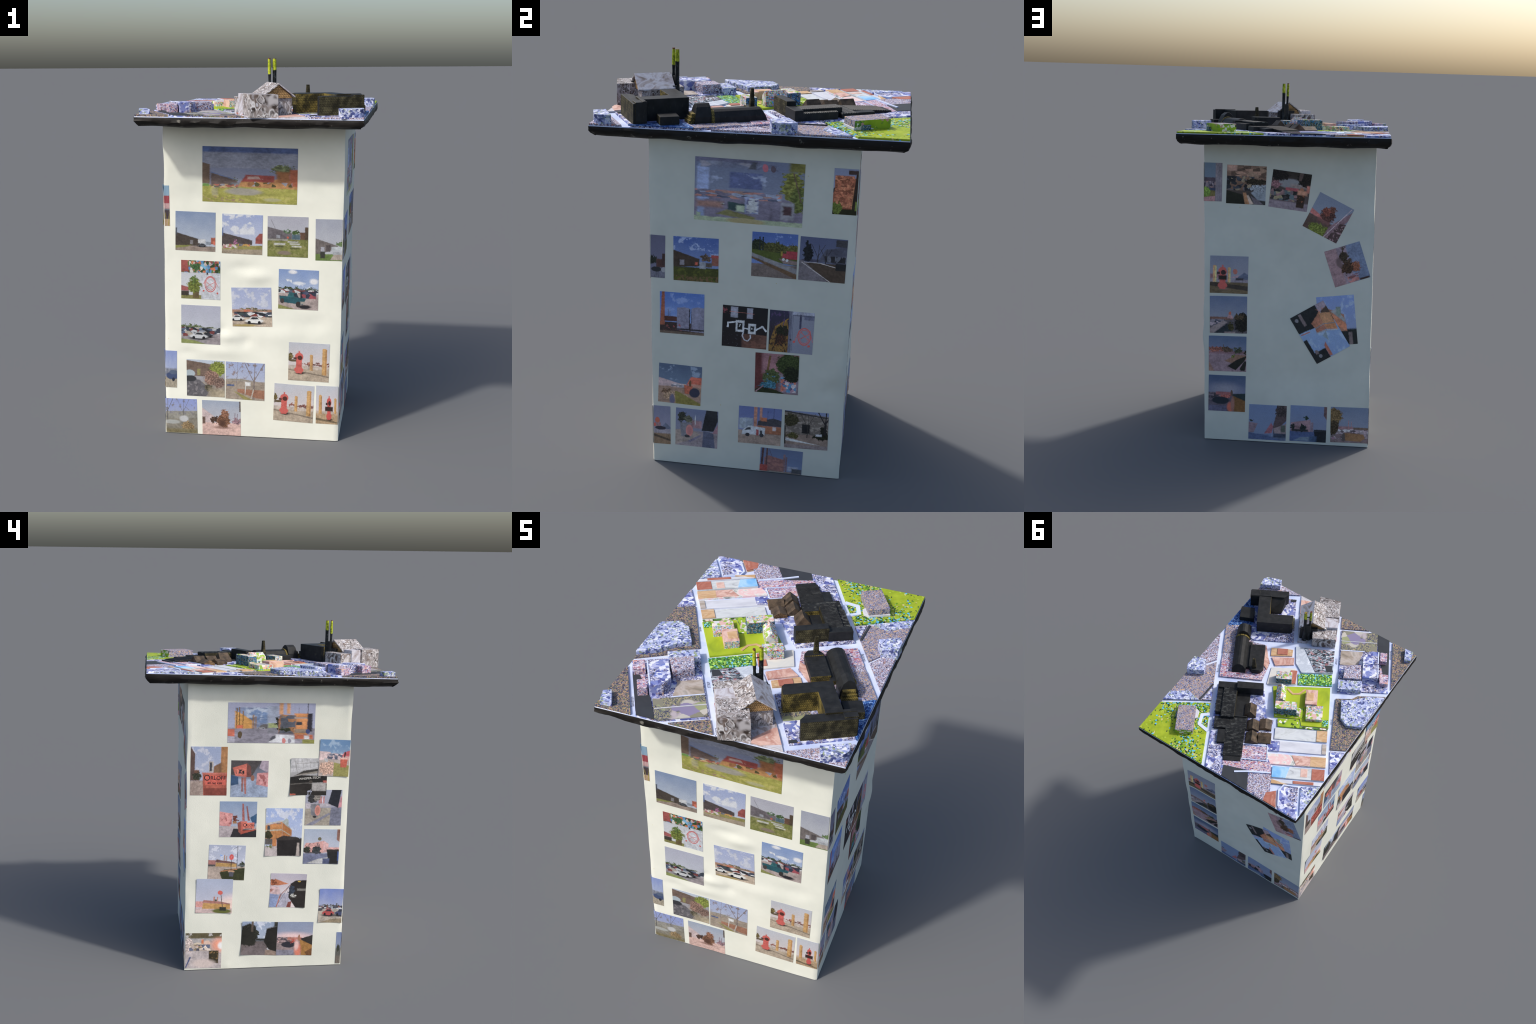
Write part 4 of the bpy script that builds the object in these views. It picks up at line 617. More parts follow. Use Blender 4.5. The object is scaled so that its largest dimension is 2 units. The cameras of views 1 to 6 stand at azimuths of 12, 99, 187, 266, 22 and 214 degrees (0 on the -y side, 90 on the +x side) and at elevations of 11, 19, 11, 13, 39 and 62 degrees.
def lettering(text, size, loc, rot, mat, parent, matrix=None, extrude=0.0003):
    cu = bpy.data.curves.new("lettering", "FONT")
    cu.body = text
    cu.size = size
    cu.extrude = extrude
    cu.align_x, cu.align_y = "CENTER", "CENTER"
    tmp = bpy.data.objects.new("lettering", cu)
    bpy.context.scene.collection.objects.link(tmp)
    me = bpy.data.meshes.new_from_object(tmp.evaluated_get(bpy.context.evaluated_depsgraph_get()))
    bpy.data.objects.remove(tmp)
    ob = new_object("lettering", me, mat, parent)
    if matrix is None:
        ob.location = loc
        ob.rotation_euler = rot
    else:
        ob.matrix_world = matrix
    return ob


ink_dark = plain("sign_ink_dark", "2c2a2e")
ink_pale = plain("sign_ink_pale", "dcdad2")
# words on the rubbish bin and on the dark box that appear in the prints (photo-local metres)
Z = 0.0016
lettering("RLOFF", 0.031, (0.054, -0.040, Z), (0, 0, 0), ink_dark, bin_photo)
lettering("O", 0.046, (-0.009, -0.040, Z), (0, 0, 0), ink_dark, bin_photo)
lettering("805 562 4200", 0.015, (0.036, -0.070, Z), (0, 0, 0), ink_dark, bin_photo)
lettering("RLOFF", 0.020, (0.072, -0.036, Z), (0, 0, -.06), ink_dark, model_photo)
lettering("O", 0.030, (0.040, -0.034, Z), (0, 0, 0), ink_dark, model_photo)
lettering("OFFICE", 0.012, (0.062, -0.052, Z), (0, 0, -.04), ink_dark, model_photo)
lettering("WHISPER-TECH", 0.018, (0.005, -0.008, Z + .002), (0, 0, .10), ink_pale, speaker_photo)
lettering("O", 0.026, (-0.040, 0.036, Z), (0, 0, math.pi), ink_dark, upturned_photo)

# --------------------------------------------------------------------------- tabletop
def board_point(edge, f, inset):
    a, b = BOARD[edge], BOARD[(edge + 1) % 4]
    d = (b - a).normalized()
    n = Vector((d.y, -d.x))                      # outward (corners run counter-clockwise)
    return a.lerp(b, f), n, d


def build_tabletop(mat):
    """Dark slab: sharp top edge, thick rough rim, undercut lower edge."""
    K = 70
    levels = [(-0.0135, 0.000), (-0.022, 0.004), (-0.040, 0.004), (-0.054, -0.004), (-0.066, -0.024)]
    verts, faces = [], []
    for li, (dz, out) in enumerate(levels):
        for e in range(4):
            for i in range(K):
                p, n, d = board_point(e, i / K, 0)
                q = p + n * out
                if i == 0:
                    m = board_point((e + 3) % 4, 1, 0)[1]
                    q = p + (n + m) * (out - (0.004 if li else 0.0))
                elif li and (i == 1 or i == K - 1):
                    q = p + n * (out - 0.001)
                rough = 0.0065 * noise.noise(Vector((p.x * 14, p.y * 14, li * 1.7))) + 0.003 * noise.noise(Vector((p.x * 50, p.y * 50, li * 3.1)))
                q = q + n * (rough if li else rough * 0.35)
                k = 0.95 + 0.10 * p.y
                z = deck(p.x, p.y) + (dz * k if li > 1 else dz) + (0.008 * noise.noise(Vector((p.x * 7, p.y * 7, 5.5 + 0.3 * li))) if li > 1 else 0)
                verts.append((q.x, q.y, z))
    ring = 4 * K
    for l in range(len(levels) - 1):
        for i in range(ring):
            j = (i + 1) % ring
            faces.append((l * ring + j, l * ring + i, (l + 1) * ring + i, (l + 1) * ring + j))
    faces.append(tuple(range(ring)))
    faces.append(tuple(reversed(range((len(levels) - 1) * ring, len(levels) * ring))))
    me = mesh_from("tabletop", verts, faces, smooth=True)
    me.set_sharp_from_angle(angle=math.radians(38))
    return new_object("tabletop", me, mat, root)


def tabletop_material():
    N = Nodes("black_painted_board_edge")
    c = N.coord()
    streak = N.noise(N.mapping(c, scale=(6, 6, 60)), 2.2, 4, 0.6)
    wear = N.noise(c, 24, 4, 0.7)
    col = N.ramp(streak, [(0.35, lin("151311")), (0.6, lin("1f1c1a")), (0.8, lin("302b27"))])
    col = N.mix(N.math("MULTIPLY", N.smooth(wear, 0.62, 0.72), 0.55), col, lin("8d8a80"))
    N.bump(wear, 0.4, 0.004)
    return N.done(col, 0.55)


# --------------------------------------------------------------------------- printed papers
def paper(name, colors, scale, stretch=(1, 1, 1), warp=0.02, second=None, patch=None, rot=CITY, rough=0.65, soft=False):
    """Cut-paper mosaic: warped cells in a fixed palette, optionally over big patches of a second palette."""
    N = Nodes(name)
    scale *= 1.0 if soft else 1.2
    c = N.mapping(N.coord(), rot=(0, 0, -rot))
    w = N.vmath("SUBTRACT", N.noise(c, scale * 0.45, 2, out="Color"), (0.5, 0.5, 0.5))
    q = N.mapping(N.vmath("ADD", c, N.vmath("SCALE", w, scale=warp)), scale=stretch)
    def cells(cols, sc, off):
        v = N.channel(N.voronoi(N.vmath("ADD", q, (off, off, off)), sc, "SMOOTH_F1" if soft else "F1"))
        n = len(cols)
        return N.ramp(v, [(i / n, lin(x, (.88, .88, .88))) for i, x in enumerate(cols)], "EASE" if soft else "CONSTANT")
    col = cells(colors, scale, 0.0)
    fine = cells(colors, scale * 2.3, 4.4)
    col = N.mix(N.smooth(N.noise(c, scale * 0.3, 2), 0.40, 0.52), col, fine)
    smear = cells(list(reversed(colors)), scale * 1.5, 7.7)
    col = N.mix(N.math("MULTIPLY", N.smooth(N.noise(c, scale * 0.8, 2), 0.5, 0.6), 0.7), col, smear)
    if second:
        sc2 = patch[1] if patch else scale * 0.5
        m = N.smooth(N.noise(N.vmath("ADD", c, (3, 7, 1)), patch[0] if patch else 6, 2), 0.5, 0.55)
        col = N.mix(m, col, cells(second, sc2, 9.1))
    return N.done(col, rough)


def washes(name, colors, scale, dist=1.5, stretch=(1, 1, 1), detail=4, spread=0.5):
    """Soft blotched print: large distorted noise through a palette."""
    N = Nodes(name)
    c = N.mapping(N.mapping(N.coord(), rot=(0, 0, -CITY)), scale=stretch)
    f = N.noise(c, scale, detail, 0.55, dist=dist)
    n = len(colors)
    col = N.ramp(f, [(0.5 - spread / 2 + spread * i / max(1, n - 1), lin(x)) for i, x in enumerate(colors)])
    return N.done(col, 0.65)


def lawn_paper(name, base, flecks, density, scale=60):
    N = Nodes(name)
    c = N.mapping(N.coord(), rot=(0, 0, -CITY))
    big = N.noise(c, 5, 3, 0.55)
    col = N.ramp(N.noise(c, 26, 3), [(0.3, lin(base[0])), (0.7, lin(base[1]))])
    w = N.vmath("SUBTRACT", N.noise(c, scale * .6, 2, out="Color"), (0.5, 0.5, 0.5))
    q = N.vmath("ADD", c, N.vmath("SCALE", w, scale=0.012))
    v = N.channel(N.voronoi(q, scale))
    n = len(flecks)
    pal = N.ramp(v, [(i / n, lin(x)) for i, x in enumerate(flecks)], "CONSTANT")
    pick = N.channel(N.voronoi(q, scale), 1)
    m = N.math("LESS_THAN", pick, N.math("MULTIPLY_ADD", N.smooth(big, density[0], density[1]), 0.75, 0.10))
    col = N.mix(m, col, pal)
    return N.done(col, 0.6)


BLUES = ["2e3058", "dcdcf0", "7078b0", "c4c8e4", "3c3e66", "a8acd4", "e8e8f4", "34365c", "9094b4", "b89c88", "5c64a0"]
P = {
    "street": washes("street_paper", ["b2c0e4", "ccd6f0", "dce3f4"], 7, 0.8, spread=0.4),
    "collage": paper("collage_paper", BLUES, 84, (1, 1, 1), 0.012, ["d8dcf4", "8890c4", "eceef8", "5a60a0", "b8bce0", "7a88c8"], (9, 62)),
    "collage_fine": paper("fine_collage_paper", ["34365c", "d8d8ec", "8084ac", "c0c4de", "4c4e74", "a08c80", "e4e4f0", "b0786c"], 135, (1, 1, 1), 0.01),
    "collage_pale": paper("pale_collage_paper", ["c4ccf0", "e0e4f8", "8c98cc", "505a94", "a8b4e0", "eceef8", "4c5488", "9aa888", "b0b8dc"], 46, (1, 1, 1), 0.03),
    "collage_red": paper("red_collage_paper", ["b8646c", "dcd4e4", "8c88b4", "e4dce8", "4c4a74", "c8a0a8", "a8a4c8", "d8b8a8"], 85, (.7, 1.3, 1), 0.014),
    "gravel": paper("gravel_paper", ["454a70", "c8a68c", "8c90b0", "55597c", "b4b4cc", "d0ac84", "6a6e92", "9c9c98"], 125, (1, 1, 1), 0.01),
    "gravel_brown": paper("brown_gravel_paper", ["3a3d56", "b09470", "4c4e68", "a08c74", "6c785c", "bc9c80", "34364e", "84828e", "585a74"], 92, (1, 1, 1), 0.014),
    "farmland": paper("farmland_paper", ["4c5064", "a8a078", "3e4260", "868a64", "b4a88c", "585c74"], 120, (1, 1, 1), 0.012, ["b8aeb4", "9aa07c", "8c84a4", "c0bcb4", "8a8878"], (9, 17)),
    "taupe": washes("taupe_paper", ["7c7468", "a09488", "b8aea8", "8c8a80"], 9, 2.0),
    "asphalt": washes("dark_grey_card", ["33363c", "3a3d42", "41454b"], 10, 0.5),
    "lawn": lawn_paper("lawn_print", ("869a22", "a4b430"), ["2c4a2c", "5a8a24", "58b4e0", "a8bc44", "3a5c28", "c0b878", "74a02c", "243c30"], (0.40, 0.60), 115),
    "grass": lawn_paper("grass_print", ("5c8830", "7ca044"), ["2c5a34", "4c8a3c", "78c0dc", "b4d868", "355f2c", "68a848"], (0.1, 0.2), 140),
    "lawn_smooth": washes("smooth_lawn_print", ["869a2a", "9cb02a", "a8b834", "92a636"], 8, 0.6),
    "garden": lawn_paper("garden_print", ("8aa826", "a2bc38"), ["e4dcd0", "3c5428", "c89c94", "e8e4dc", "7c9c40", "54803c"], (0.35, 0.55), 75),
    "confetti": paper("confetti_paper", ["f0ece4", "2c98d4", "e4a8a4", "a4c83c", "e8e0d8", "4c5c48", "c8584c", "68b8e4", "d8d4d8"], 100, (1, 1, 1), 0.014, ["ece4dc", "e0b8b0", "d8dce0", "98b850"], (14, 55)),
    "confetti_dark": paper("dark_confetti_paper", ["2c4858", "3c88bc", "4c5c44", "a8b0a8", "283438", "7c6c6c", "2c6c9c"], 95, (1, 1, 1), 0.014),
    "stone": paper("stone_print", ["5a4c46", "d4d0d2", "847a76", "b8b4b6", "3c322e", "dcdadc", "948a86", "62544e", "c4c4cc"], 26, (1, 1, .6), 0.05, soft=True),
    "stone_smooth": washes("smooth_stone_print", ["5c504c", "8c827e", "b0aab0", "c4c4cc", "a8a0a0", "7c706e", "bcbcc4"], 12, 1.2, (1.6, .8, .7), 4),
    "marble": washes("marble_print", ["4c525c", "ccd4de", "b4bcc8", "e0e6ee", "8c98a8"], 11, 2.0, (1, 1, 1), 4, .7),
    "shards": paper("shards_print", ["3a4048", "b4c0cc", "505c68", "d0d8e0", "b07c80", "2c3038", "8c9cb0"], 48, (.6, 1.5, 1), 0.03),
    "grey_roof": washes("grey_print", ["6c7074", "bcc0c4", "ccd0d2", "b4b8b8", "d4d6d8"], 9, 1.0, (1, 2, 1), 3, .7),
    "white_print": washes("white_print", ["b8bac4", "c8cad2", "d4d6de"], 9, .6, (1, 3, 1)),
    "tan": washes("tan_print", ["b48a68", "ccac88", "bc9870", "d8c4a8"], 14, .8, (1, 2, 1)),
    "brick_red": washes("brick_red_print", ["945248", "b07464", "a06050", "c49484"], 14, 1.2),
    "pink_print": washes("pink_print", ["c89c8c", "d8b8ac", "b8887c", "dccac0"], 9, 1.5),
    "sky_print": washes("sky_blue_print", ["5c9cd8", "7cb4e4", "a8ccec", "5890cc"], 9, 1.0),
    "mixed_row": washes("mixed_row_print", ["d8d4cc", "dcdcd8", "e0b8b8", "d8dad4", "4c5050", "dcdcda"], 11, 1.6, (1, 1.5, 1), 4, .7),
    "plaza": washes("plaza_print", ["b8bcc4", "ccccc8", "d8d4cc", "c0c4cc"], 9, 1.0),
    "blueprint": paper("blue_map_paper", ["1c3c78", "28509c", "8cacd8", "183060", "4874b4"], 90, (1, .5, 1), 0.01),
}


# --------------------------------------------------------------------------- polygons in town coordinates
def clip_to_board(pts, inset=0.004):
    """Keep the part of a convex-cut polygon (world xy) that lies on the tabletop."""
    for e in range(4):
        a, n, d = board_point(e, 0, 0)
        out = []
        for i, p in enumerate(pts):
            q = pts[(i + 1) % len(pts)]
            dp, dq = (p - a).dot(n) + inset, (q - a).dot(n) + inset
            if dp <= 0:
                out.append(p)
            if (dp < 0 < dq) or (dq < 0 < dp):
                out.append(p.lerp(q, dp / (dp - dq)))
        pts = out
        if not pts:
            return []
    return pts


def slab_mesh(name, pts, z0, z1, bevel=0.002):
    """Flat slab following the tilted deck between heights z0 and z1 above it."""
    bm = bmesh.new()
    lo = [bm.verts.new((p.x, p.y, deck(p.x, p.y) + z0)) for p in pts]
    hi = [bm.verts.new((p.x, p.y, deck(p.x, p.y) + z1)) for p in pts]
    top = bm.faces.new(hi)
    bm.faces.new(list(reversed(lo)))
    n = len(pts)
    for i in range(n):
        bm.faces.new((lo[i], lo[(i + 1) % n], hi[(i + 1) % n], hi[i]))
    bmesh.ops.recalc_face_normals(bm, faces=bm.faces)
    if bevel:
        bmesh.ops.bevel(bm, geom=list(top.edges), offset=bevel, segments=2, profile=0.6, affect="EDGES")
    me = bpy.data.meshes.new(name)
    bm.to_mesh(me)
    bm.free()
    return me


def tile(name, pts, mat, z0=-0.0125, z1=0.0, parent=None, bevel=0.0015, inset=0.003):
    w = clip_to_board([city_xy(a, b) for a, b in pts], inset)
    if len(w) < 3:
        return None
    return new_object(name, slab_mesh(name, w, z0, z1, bevel), P[mat] if isinstance(mat, str) else mat, parent or root)


def rect(a0, a1, b0, b1):
    return [(a0, b0), (a1, b0), (a1, b1), (a0, b1)]


tabletop = build_tabletop(tabletop_material())
sheet = tile("street_sheet", [(-2, -2), (2, -2), (2, 2), (-2, 2)], "street", -0.0145, -0.0095, bevel=0.001, inset=0.002)

BLOCKS = [
    ("lawn", [(0.417, 0.135), (1.0, 0.172), (1.0, 0.8), (0.425, 0.8), (0.417, 0.325)], "lawn"),
    ("city_block", [(0.414, -0.172), (0.62, -0.062), (0.9, 0.08), (0.9, 0.145), (0.414, 0.116)], "gravel"),
    ("city_block", [(0.415, -0.60), (0.415, -0.190), (0.62, -0.080), (0.8, -0.3)], "collage_fine"),
    ("city_block", [(0.385, -0.475), (0.386, -0.065), (0.123, -0.059), (0.084, -0.195), (0.127, -0.332), (0.191, -0.345)], "collage_fine"),
    ("city_block", [(-0.043, -0.713), (0.40, -0.706), (0.42, -0.5), (0.20, -0.364), (-0.05, -0.367)], "collage"),
    ("city_block", [(-0.12, -0.751), (0.30, -0.745), (0.30, -1), (-0.12, -1)], "collage_fine"),
    ("city_block", [(-0.074, -0.80), (-0.34, -0.80), (-0.330, -0.62), (-0.312, -0.345), (-0.073, -0.374)], "stone_smooth"),
    ("city_block", [(-0.068, -0.338), (-0.312, -0.323), (-0.309, -0.152), (-0.116, -0.140), (-0.076, -0.210)], "marble"),
    ("city_block", [(0.084, -0.314), (-0.052, -0.310), (-0.050, -0.262), (0.084, -0.252)], "tan"),
    ("city_block", [(0.077, -0.242), (-0.062, -0.249), (-0.065, -0.194), (0.051, -0.179)], "pink_print"),
    ("city_block", [(0.072, -0.164), (-0.078, -0.168), (-0.090, -0.049), (0.090, -0.038)], "plaza"),
    ("lawn", [(-0.098, -0.132), (-0.306, -0.142), (-0.309, -0.057), (-0.100, -0.049)], "grass"),
    ("lawn", [(0.050, -0.024), (-0.300, -0.042), (-0.305, 0.248), (-0.140, 0.246), (-0.130, 0.200), (0.026, 0.198)], "lawn_smooth"),
    ("city_block", [(0.004, 0.208), (-0.126, 0.206), (-0.135, 0.254), (-0.302, 0.256), (-0.302, 0.266), (0.0, 0.264)], "garden"),
    ("city_block", rect(-0.301, 0.012, 0.274, 0.352), "grey_roof"),
    ("city_block", rect(-0.301, 0.052, 0.366, 0.436), "white_print"),
    ("city_block", rect(-0.303, 0.040, 0.456, 0.526), "mixed_row"),
    ("city_block", rect(-0.300, 0.006, 0.540, 0.616), "grey_roof"),
    ("city_block", rect(-0.320, 0.000, 0.628, 0.650), "white_print"),
    ("city_block", [(-0.153, 0.668), (-0.07, 0.668), (-0.045, 0.700), (-0.050, 0.95), (-0.158, 0.95)], "collage"),
    ("city_block", [(-0.40, 0.645), (-0.168, 0.665), (-0.175, 0.95), (-0.40, 0.95)], "collage_pale"),
    ("city_block", [(0.16, 0.760), (-0.026, 0.703), (-0.040, 0.90), (0.1, 0.9)], "tan"),
    ("city_block", [(0.385, -0.013), (0.105, -0.018), (0.072, 0.206), (0.022, 0.214), (0.060, 0.365), (0.052, 0.446), (0.018, 0.536), (0.006, 0.690), (0.18, 0.745), (0.40, 0.75)], "collage"),
    ("city_block", [(-0.323, 0.398), (-0.337, 0.033), (-0.436, 0.026), (-0.470, 0.002), (-0.9, -0.025), (-0.9, 0.39)], "gravel_brown"),
    ("city_block", [(-0.323, 0.410), (-0.60, 0.416), (-0.335, 0.80)], "collage"),
    ("city_block", [(-0.347, -0.492), (-0.344, -0.016), (-0.425, -0.010), (-0.470, -0.030), (-0.653, -0.036), (-0.655, -0.455), (-0.610, -0.482)], "collage"),
    ("city_block", [(-0.345, -0.9), (-0.9, -0.5), (-0.600, -0.505), (-0.345, -0.505)], "gravel_brown"),
    ("city_block", [(-0.677, -0.7), (-1.0, -0.3), (-0.672, 0.0)], "gravel_brown"),
]
for nm, pts, mat in BLOCKS:
    tile(nm, pts, mat, z1=random.uniform(-0.0015, 0.0015))

# thinner printed pieces glued on the blocks
PATCHES = [
    (rect(0.05, 0.192, 0.420, 0.505), "collage_red", .004), ([(0.02, 0.52), (0.30, 0.515), (0.30, 0.56), (0.01, 0.60)], "collage_red", .0026),
    ([(0.008, 0.60), (0.14, 0.60), (0.135, 0.80), (0.006, 0.80)], "collage_fine", .0022), ([(0.291, 0.559), (0.144, 0.585), (0.137, 0.80), (0.31, 0.80)], "asphalt", .0034),
    (rect(-0.301, -0.238, 0.275, 0.351), "tan", .0032), (rect(-0.301, -0.275, 0.367, 0.435), "taupe", .003), (rect(-0.024, 0.052, 0.368, 0.437), "collage", .0036),
    (rect(-0.303, -0.212, 0.458, 0.525), "tan", .0032), ([(-0.212, 0.46), (-0.10, 0.46), (-0.13, 0.524), (-0.212, 0.524)], "pink_print", .0028),
    (rect(-0.300, -0.225, 0.541, 0.615), "brick_red", .0034), ([(-0.095, 0.541), (0.006, 0.541), (0.006, 0.615), (-0.075, 0.615)], "sky_print", .0034),
    (rect(-0.20, -0.16, 0.545, 0.60), "pink_print", .0026), ([(-0.10, 0.66), (0.006, 0.628), (0.006, 0.655)], "tan", .003), (rect(-0.24, -0.12, 0.63, 0.648), "brick_red", .0028),
    ([(0.03, 0.720), (-0.028, 0.703), (-0.036, 0.90), (0.05, 0.80)], "brick_red", .003),
    ([(-0.578, -0.478), (-0.654, -0.455), (-0.654, -0.14), (-0.625, -0.14), (-0.585, -0.33)], "asphalt", .0034), (rect(-0.578, -0.352, -0.486, -0.410), "farmland", .003),
    (rect(-0.578, -0.352, -0.404, -0.335), "farmland", .003), ([(-0.49, -0.330), (-0.352, -0.330), (-0.350, -0.222), (-0.46, -0.222)], "taupe", .003), (rect(-0.64, -0.60, -0.22, -0.16), "collage_red", .002),
    ([(0.395, -0.72), (0.235, -0.72), (0.215, -0.48), (0.375, -0.462), (0.42, -0.48)], "blueprint", .0026), ([(-0.045, -0.56), (0.1, -0.56), (0.05, -0.47), (-0.045, -0.47)], "farmland", .0022),
    ([(-0.045, -0.707), (-0.01, -0.707), (-0.01, -0.69), (-0.043, -0.69)], "asphalt", .004), ([(0.414, 0.116), (0.414, 0.012), (0.472, 0.119)], "collage", .0028),
    ([(0.49, 0.120), (0.56, 0.06), (0.9, 0.10), (0.9, 0.15)], "collage_pale", .0028), ([(0.412, 0.0), (0.420, -0.006), (0.488, 0.112), (0.480, 0.118)], "asphalt", .0036),
    ([(-0.122, -0.325), (-0.312, -0.322), (-0.310, -0.154), (-0.20, -0.150)], "shards", .0028), ([(-0.255, -0.205), (-0.305, -0.205), (-0.303, -0.157), (-0.27, -0.157)], "asphalt", .0036),
    (rect(-0.02, 0.045, -0.31, -0.265), "brick_red", .0028), ([(-0.05, -0.15), (-0.09, -0.15), (-0.085, -0.052), (-0.05, -0.05)], "brick_red", .0028),
    ([(0.385, -0.20), (0.385, -0.066), (0.124, -0.060), (0.10, -0.14)], "collage_red", .0022), ([(0.118, -0.33), (0.14, -0.2), (0.10, -0.14), (0.088, -0.195)], "pink_print", .003), ([(0.384, -0.472), (0.31, -0.43), (0.31, -0.25), (0.385, -0.25)], "gravel", .0026),
    (rect(-0.318, -0.300, -0.74, -0.40), "brick_red", .0025), ([(-0.075, -0.71), (-0.20, -0.70), (-0.19, -0.655), (-0.09, -0.60), (-0.075, -0.60)], "pink_print", .0025),
    ([(-0.30, 0.195), (-0.30, 0.245), (-0.265, 0.245), (-0.265, 0.195)], "grass", .002), ([(-0.02, 0.12), (-0.15, 0.125), (-0.15, 0.196), (0.02, 0.19)], "garden", .002),
]
for pts, mat, z in PATCHES:
    tile("paper_patch", pts, mat, z0=-0.003, z1=z, bevel=0.0006)


def strip(name, path, width, mat, z0, z1):
    """Mitred ribbon along a polyline in town coordinates."""
    pts = [Vector(p) for p in path]
    left, right = [], []
    for i, p in enumerate(pts):
        d0 = (p - pts[i - 1]).normalized() if i else (pts[1] - p).normalized()
        d1 = (pts[i + 1] - p).normalized() if i < len(pts) - 1 else d0
        t = (d0 + d1).normalized()
        n = Vector((-t.y, t.x)) * (width / 2 / max(0.4, t.dot(d0)))
        left.append(p + n)
        right.append(p - n)
    poly = [tuple(p) for p in left] + [tuple(p) for p in reversed(right)]
    w = [city_xy(*p) for p in poly]
    return new_object(name, slab_mesh(name, w, z0, z1, 0), P[mat], root)


strip("footpath", [(0.412, 0.335), (0.466, 0.292), (0.457, 0.226), (0.412, 0.218)], 0.020, "street", -0.004, 0.0026)
strip("footpath", [(-0.150, -0.016), (-0.115, 0.020), (-0.075, 0.024), (-0.040, -0.012)], 0.012, "tan", -0.004, 0.0024)
strip("footpath", [(0.225, 0.600), (0.145, 0.592), (0.015, 0.590)], 0.010, "street", -0.004, 0.008)
for b in (0.41, 0.512):
    strip("kerb", [(0.045, b), (0.195, b - 0.004)], 0.005, "street", -0.004, 0.0062)
strip("kerb", [(0.046, 0.41), (0.043, 0.512)], 0.005, "street", -0.004, 0.0064)
strip("kerb", [(-0.350, -0.332), (-0.500, -0.334)], 0.006, "street", -0.004, 0.0044)
strip("kerb", [(-0.350, -0.405), (-0.575, -0.407)], 0.004, "white_print", -0.004, 0.0044)
strip("roof_seam", [(-0.5840, -0.303), (-0.5840, -0.214)], 0.006, "street", 0.040, 0.0532)
strip("roof_seam", [(-0.5840, -0.210), (-0.5840, -0.111)], 0.006, "street", 0.036, 0.0482)
strip("kerb", [(-0.152, 0.667), (-0.070, 0.661), (-0.044, 0.695), (-0.047, 0.80)], 0.008, "street", -0.012, 0.0030)

# street names pencilled on the paper
pencil = plain("pencil_grey", "5c6070")


def street_name(text, a, b, angle, size):
    p = city(a, b, -0.0090)
    n = Vector((0.013, -0.0235, 1)).normalized()
    d = EA * math.cos(angle) + EB * math.sin(angle)
    x = Vector((d.x, d.y, 0))
    x = (x - n * x.dot(n)).normalized()
    y = n.cross(x)
    lettering(text, size, None, None, pencil, root,
              Matrix(((x.x, y.x, n.x, p.x), (x.y, y.y, n.y, p.y), (x.z, y.z, n.z, p.z), (0, 0, 0, 1))))


street_name("Devera", -0.329, -0.585, math.pi / 2, 0.020)
street_name("STRIP", -0.325, -0.250, math.pi / 2, 0.019)
street_name("Sandman", -0.664, -0.330, math.pi / 2, 0.020)
street_name("Bohren", 0.400, -0.130, -math.pi / 2, 0.020)
street_name("Street", -0.320, 0.200, math.pi / 2, 0.016)

# --------------------------------------------------------------------------- card buildings
def black_card(name="black_card", lines=0.0, tone=("1c1d1e", "2a2b2c")):
    N = Nodes(name)
    c = N.mapping(N.coord(), rot=(0, 0, -CITY))
    f = N.noise(c, 30, 4, 0.6)
    col = N.ramp(f, [(0.35, lin(tone[0])), (0.68, lin(tone[1]))])
    y = N.axes(c)[1]
    if lines:
        w = N.math("SINE", N.math("ADD", N.math("MULTIPLY", y, 2 * math.pi / lines), N.math("MULTIPLY", N.noise(c, 7), 2.0)))
        m = N.math("MULTIPLY", N.smooth(w, 0.78, 1.0), N.smooth(N.noise(c, 60, 3), 0.45, 0.65))
        col = N.mix(N.math("MULTIPLY", m, 0.8), col, lin("8a8c86"))
    else:
        fib = N.noise(N.mapping(c, scale=(14, 120, 14)), 2.4, 3, 0.7)
        col = N.mix(N.math("MULTIPLY", N.smooth(fib, 0.60, 0.78), 0.35), col, lin("6e6a58"))
    N.bump(f, 0.3, 0.003)
    return N.done(col, 0.55)


def card_edge(name, dark, pale, amount=0.5):
    """Cut edge of stacked corrugated card: rows of flute holes, ochre where the black paint is thin."""
    N = Nodes(name)
    c = N.mapping(N.coord(), rot=(0, 0, -CITY))
    x = N.axes(N.vmath("ADD", c, N.vmath("SCALE", N.noise(c, 40, 2, out="Color"), scale=0.003)))
    row = N.math("MULTIPLY", x[2], 2 * math.pi / 0.0115)
    along = N.math("MULTIPLY", N.math("ADD", x[0], x[1]), 2 * math.pi / 0.0088)
    hole = N.math("MULTIPLY", N.math("SINE", row), N.math("SINE", N.math("ADD", along, N.math("MULTIPLY", N.math("FLOOR", N.math("DIVIDE", x[2], 0.0115)), 1.9))))
    hole = N.smooth(hole, 0.15, 0.45)
    layer = N.smooth(N.math("SINE", row), -0.5, -0.95)
    f = N.noise(c, 22, 4, 0.65)
    col = N.mix(N.smooth(f, amount - 0.1, amount + 0.2), lin(dark), lin(pale))
    col = N.mix(N.math("MULTIPLY", layer, 0.55), col, lin("17160f"))
    col = N.mix(N.math("MULTIPLY", hole, 0.7), col, lin("0e0d09"))
    N.bump(hole, 0.5, -0.003)
    return N.done(col, 0.7)


BLACK = black_card()
BLACK_RIBBED = black_card("ribbed_black_card", 0.0092)
EDGE = card_edge("black_ochre_card_edge", "2a2718", "625c40", 0.50)
YELLOW = card_edge("yellow_card_edge", "3a351e", "8a7a40", 0.46)
BROWN_EDGE = card_edge("brown_card_edge", "4a3c2c", "8a6c4c", 0.42)
BROWN_BLACK = black_card("worn_brown_card", 0.0, ("362e26", "665646"))
ROOF_CARD = card_edge("raw_card_gable", "7a6040", "c8a06c", 0.36)


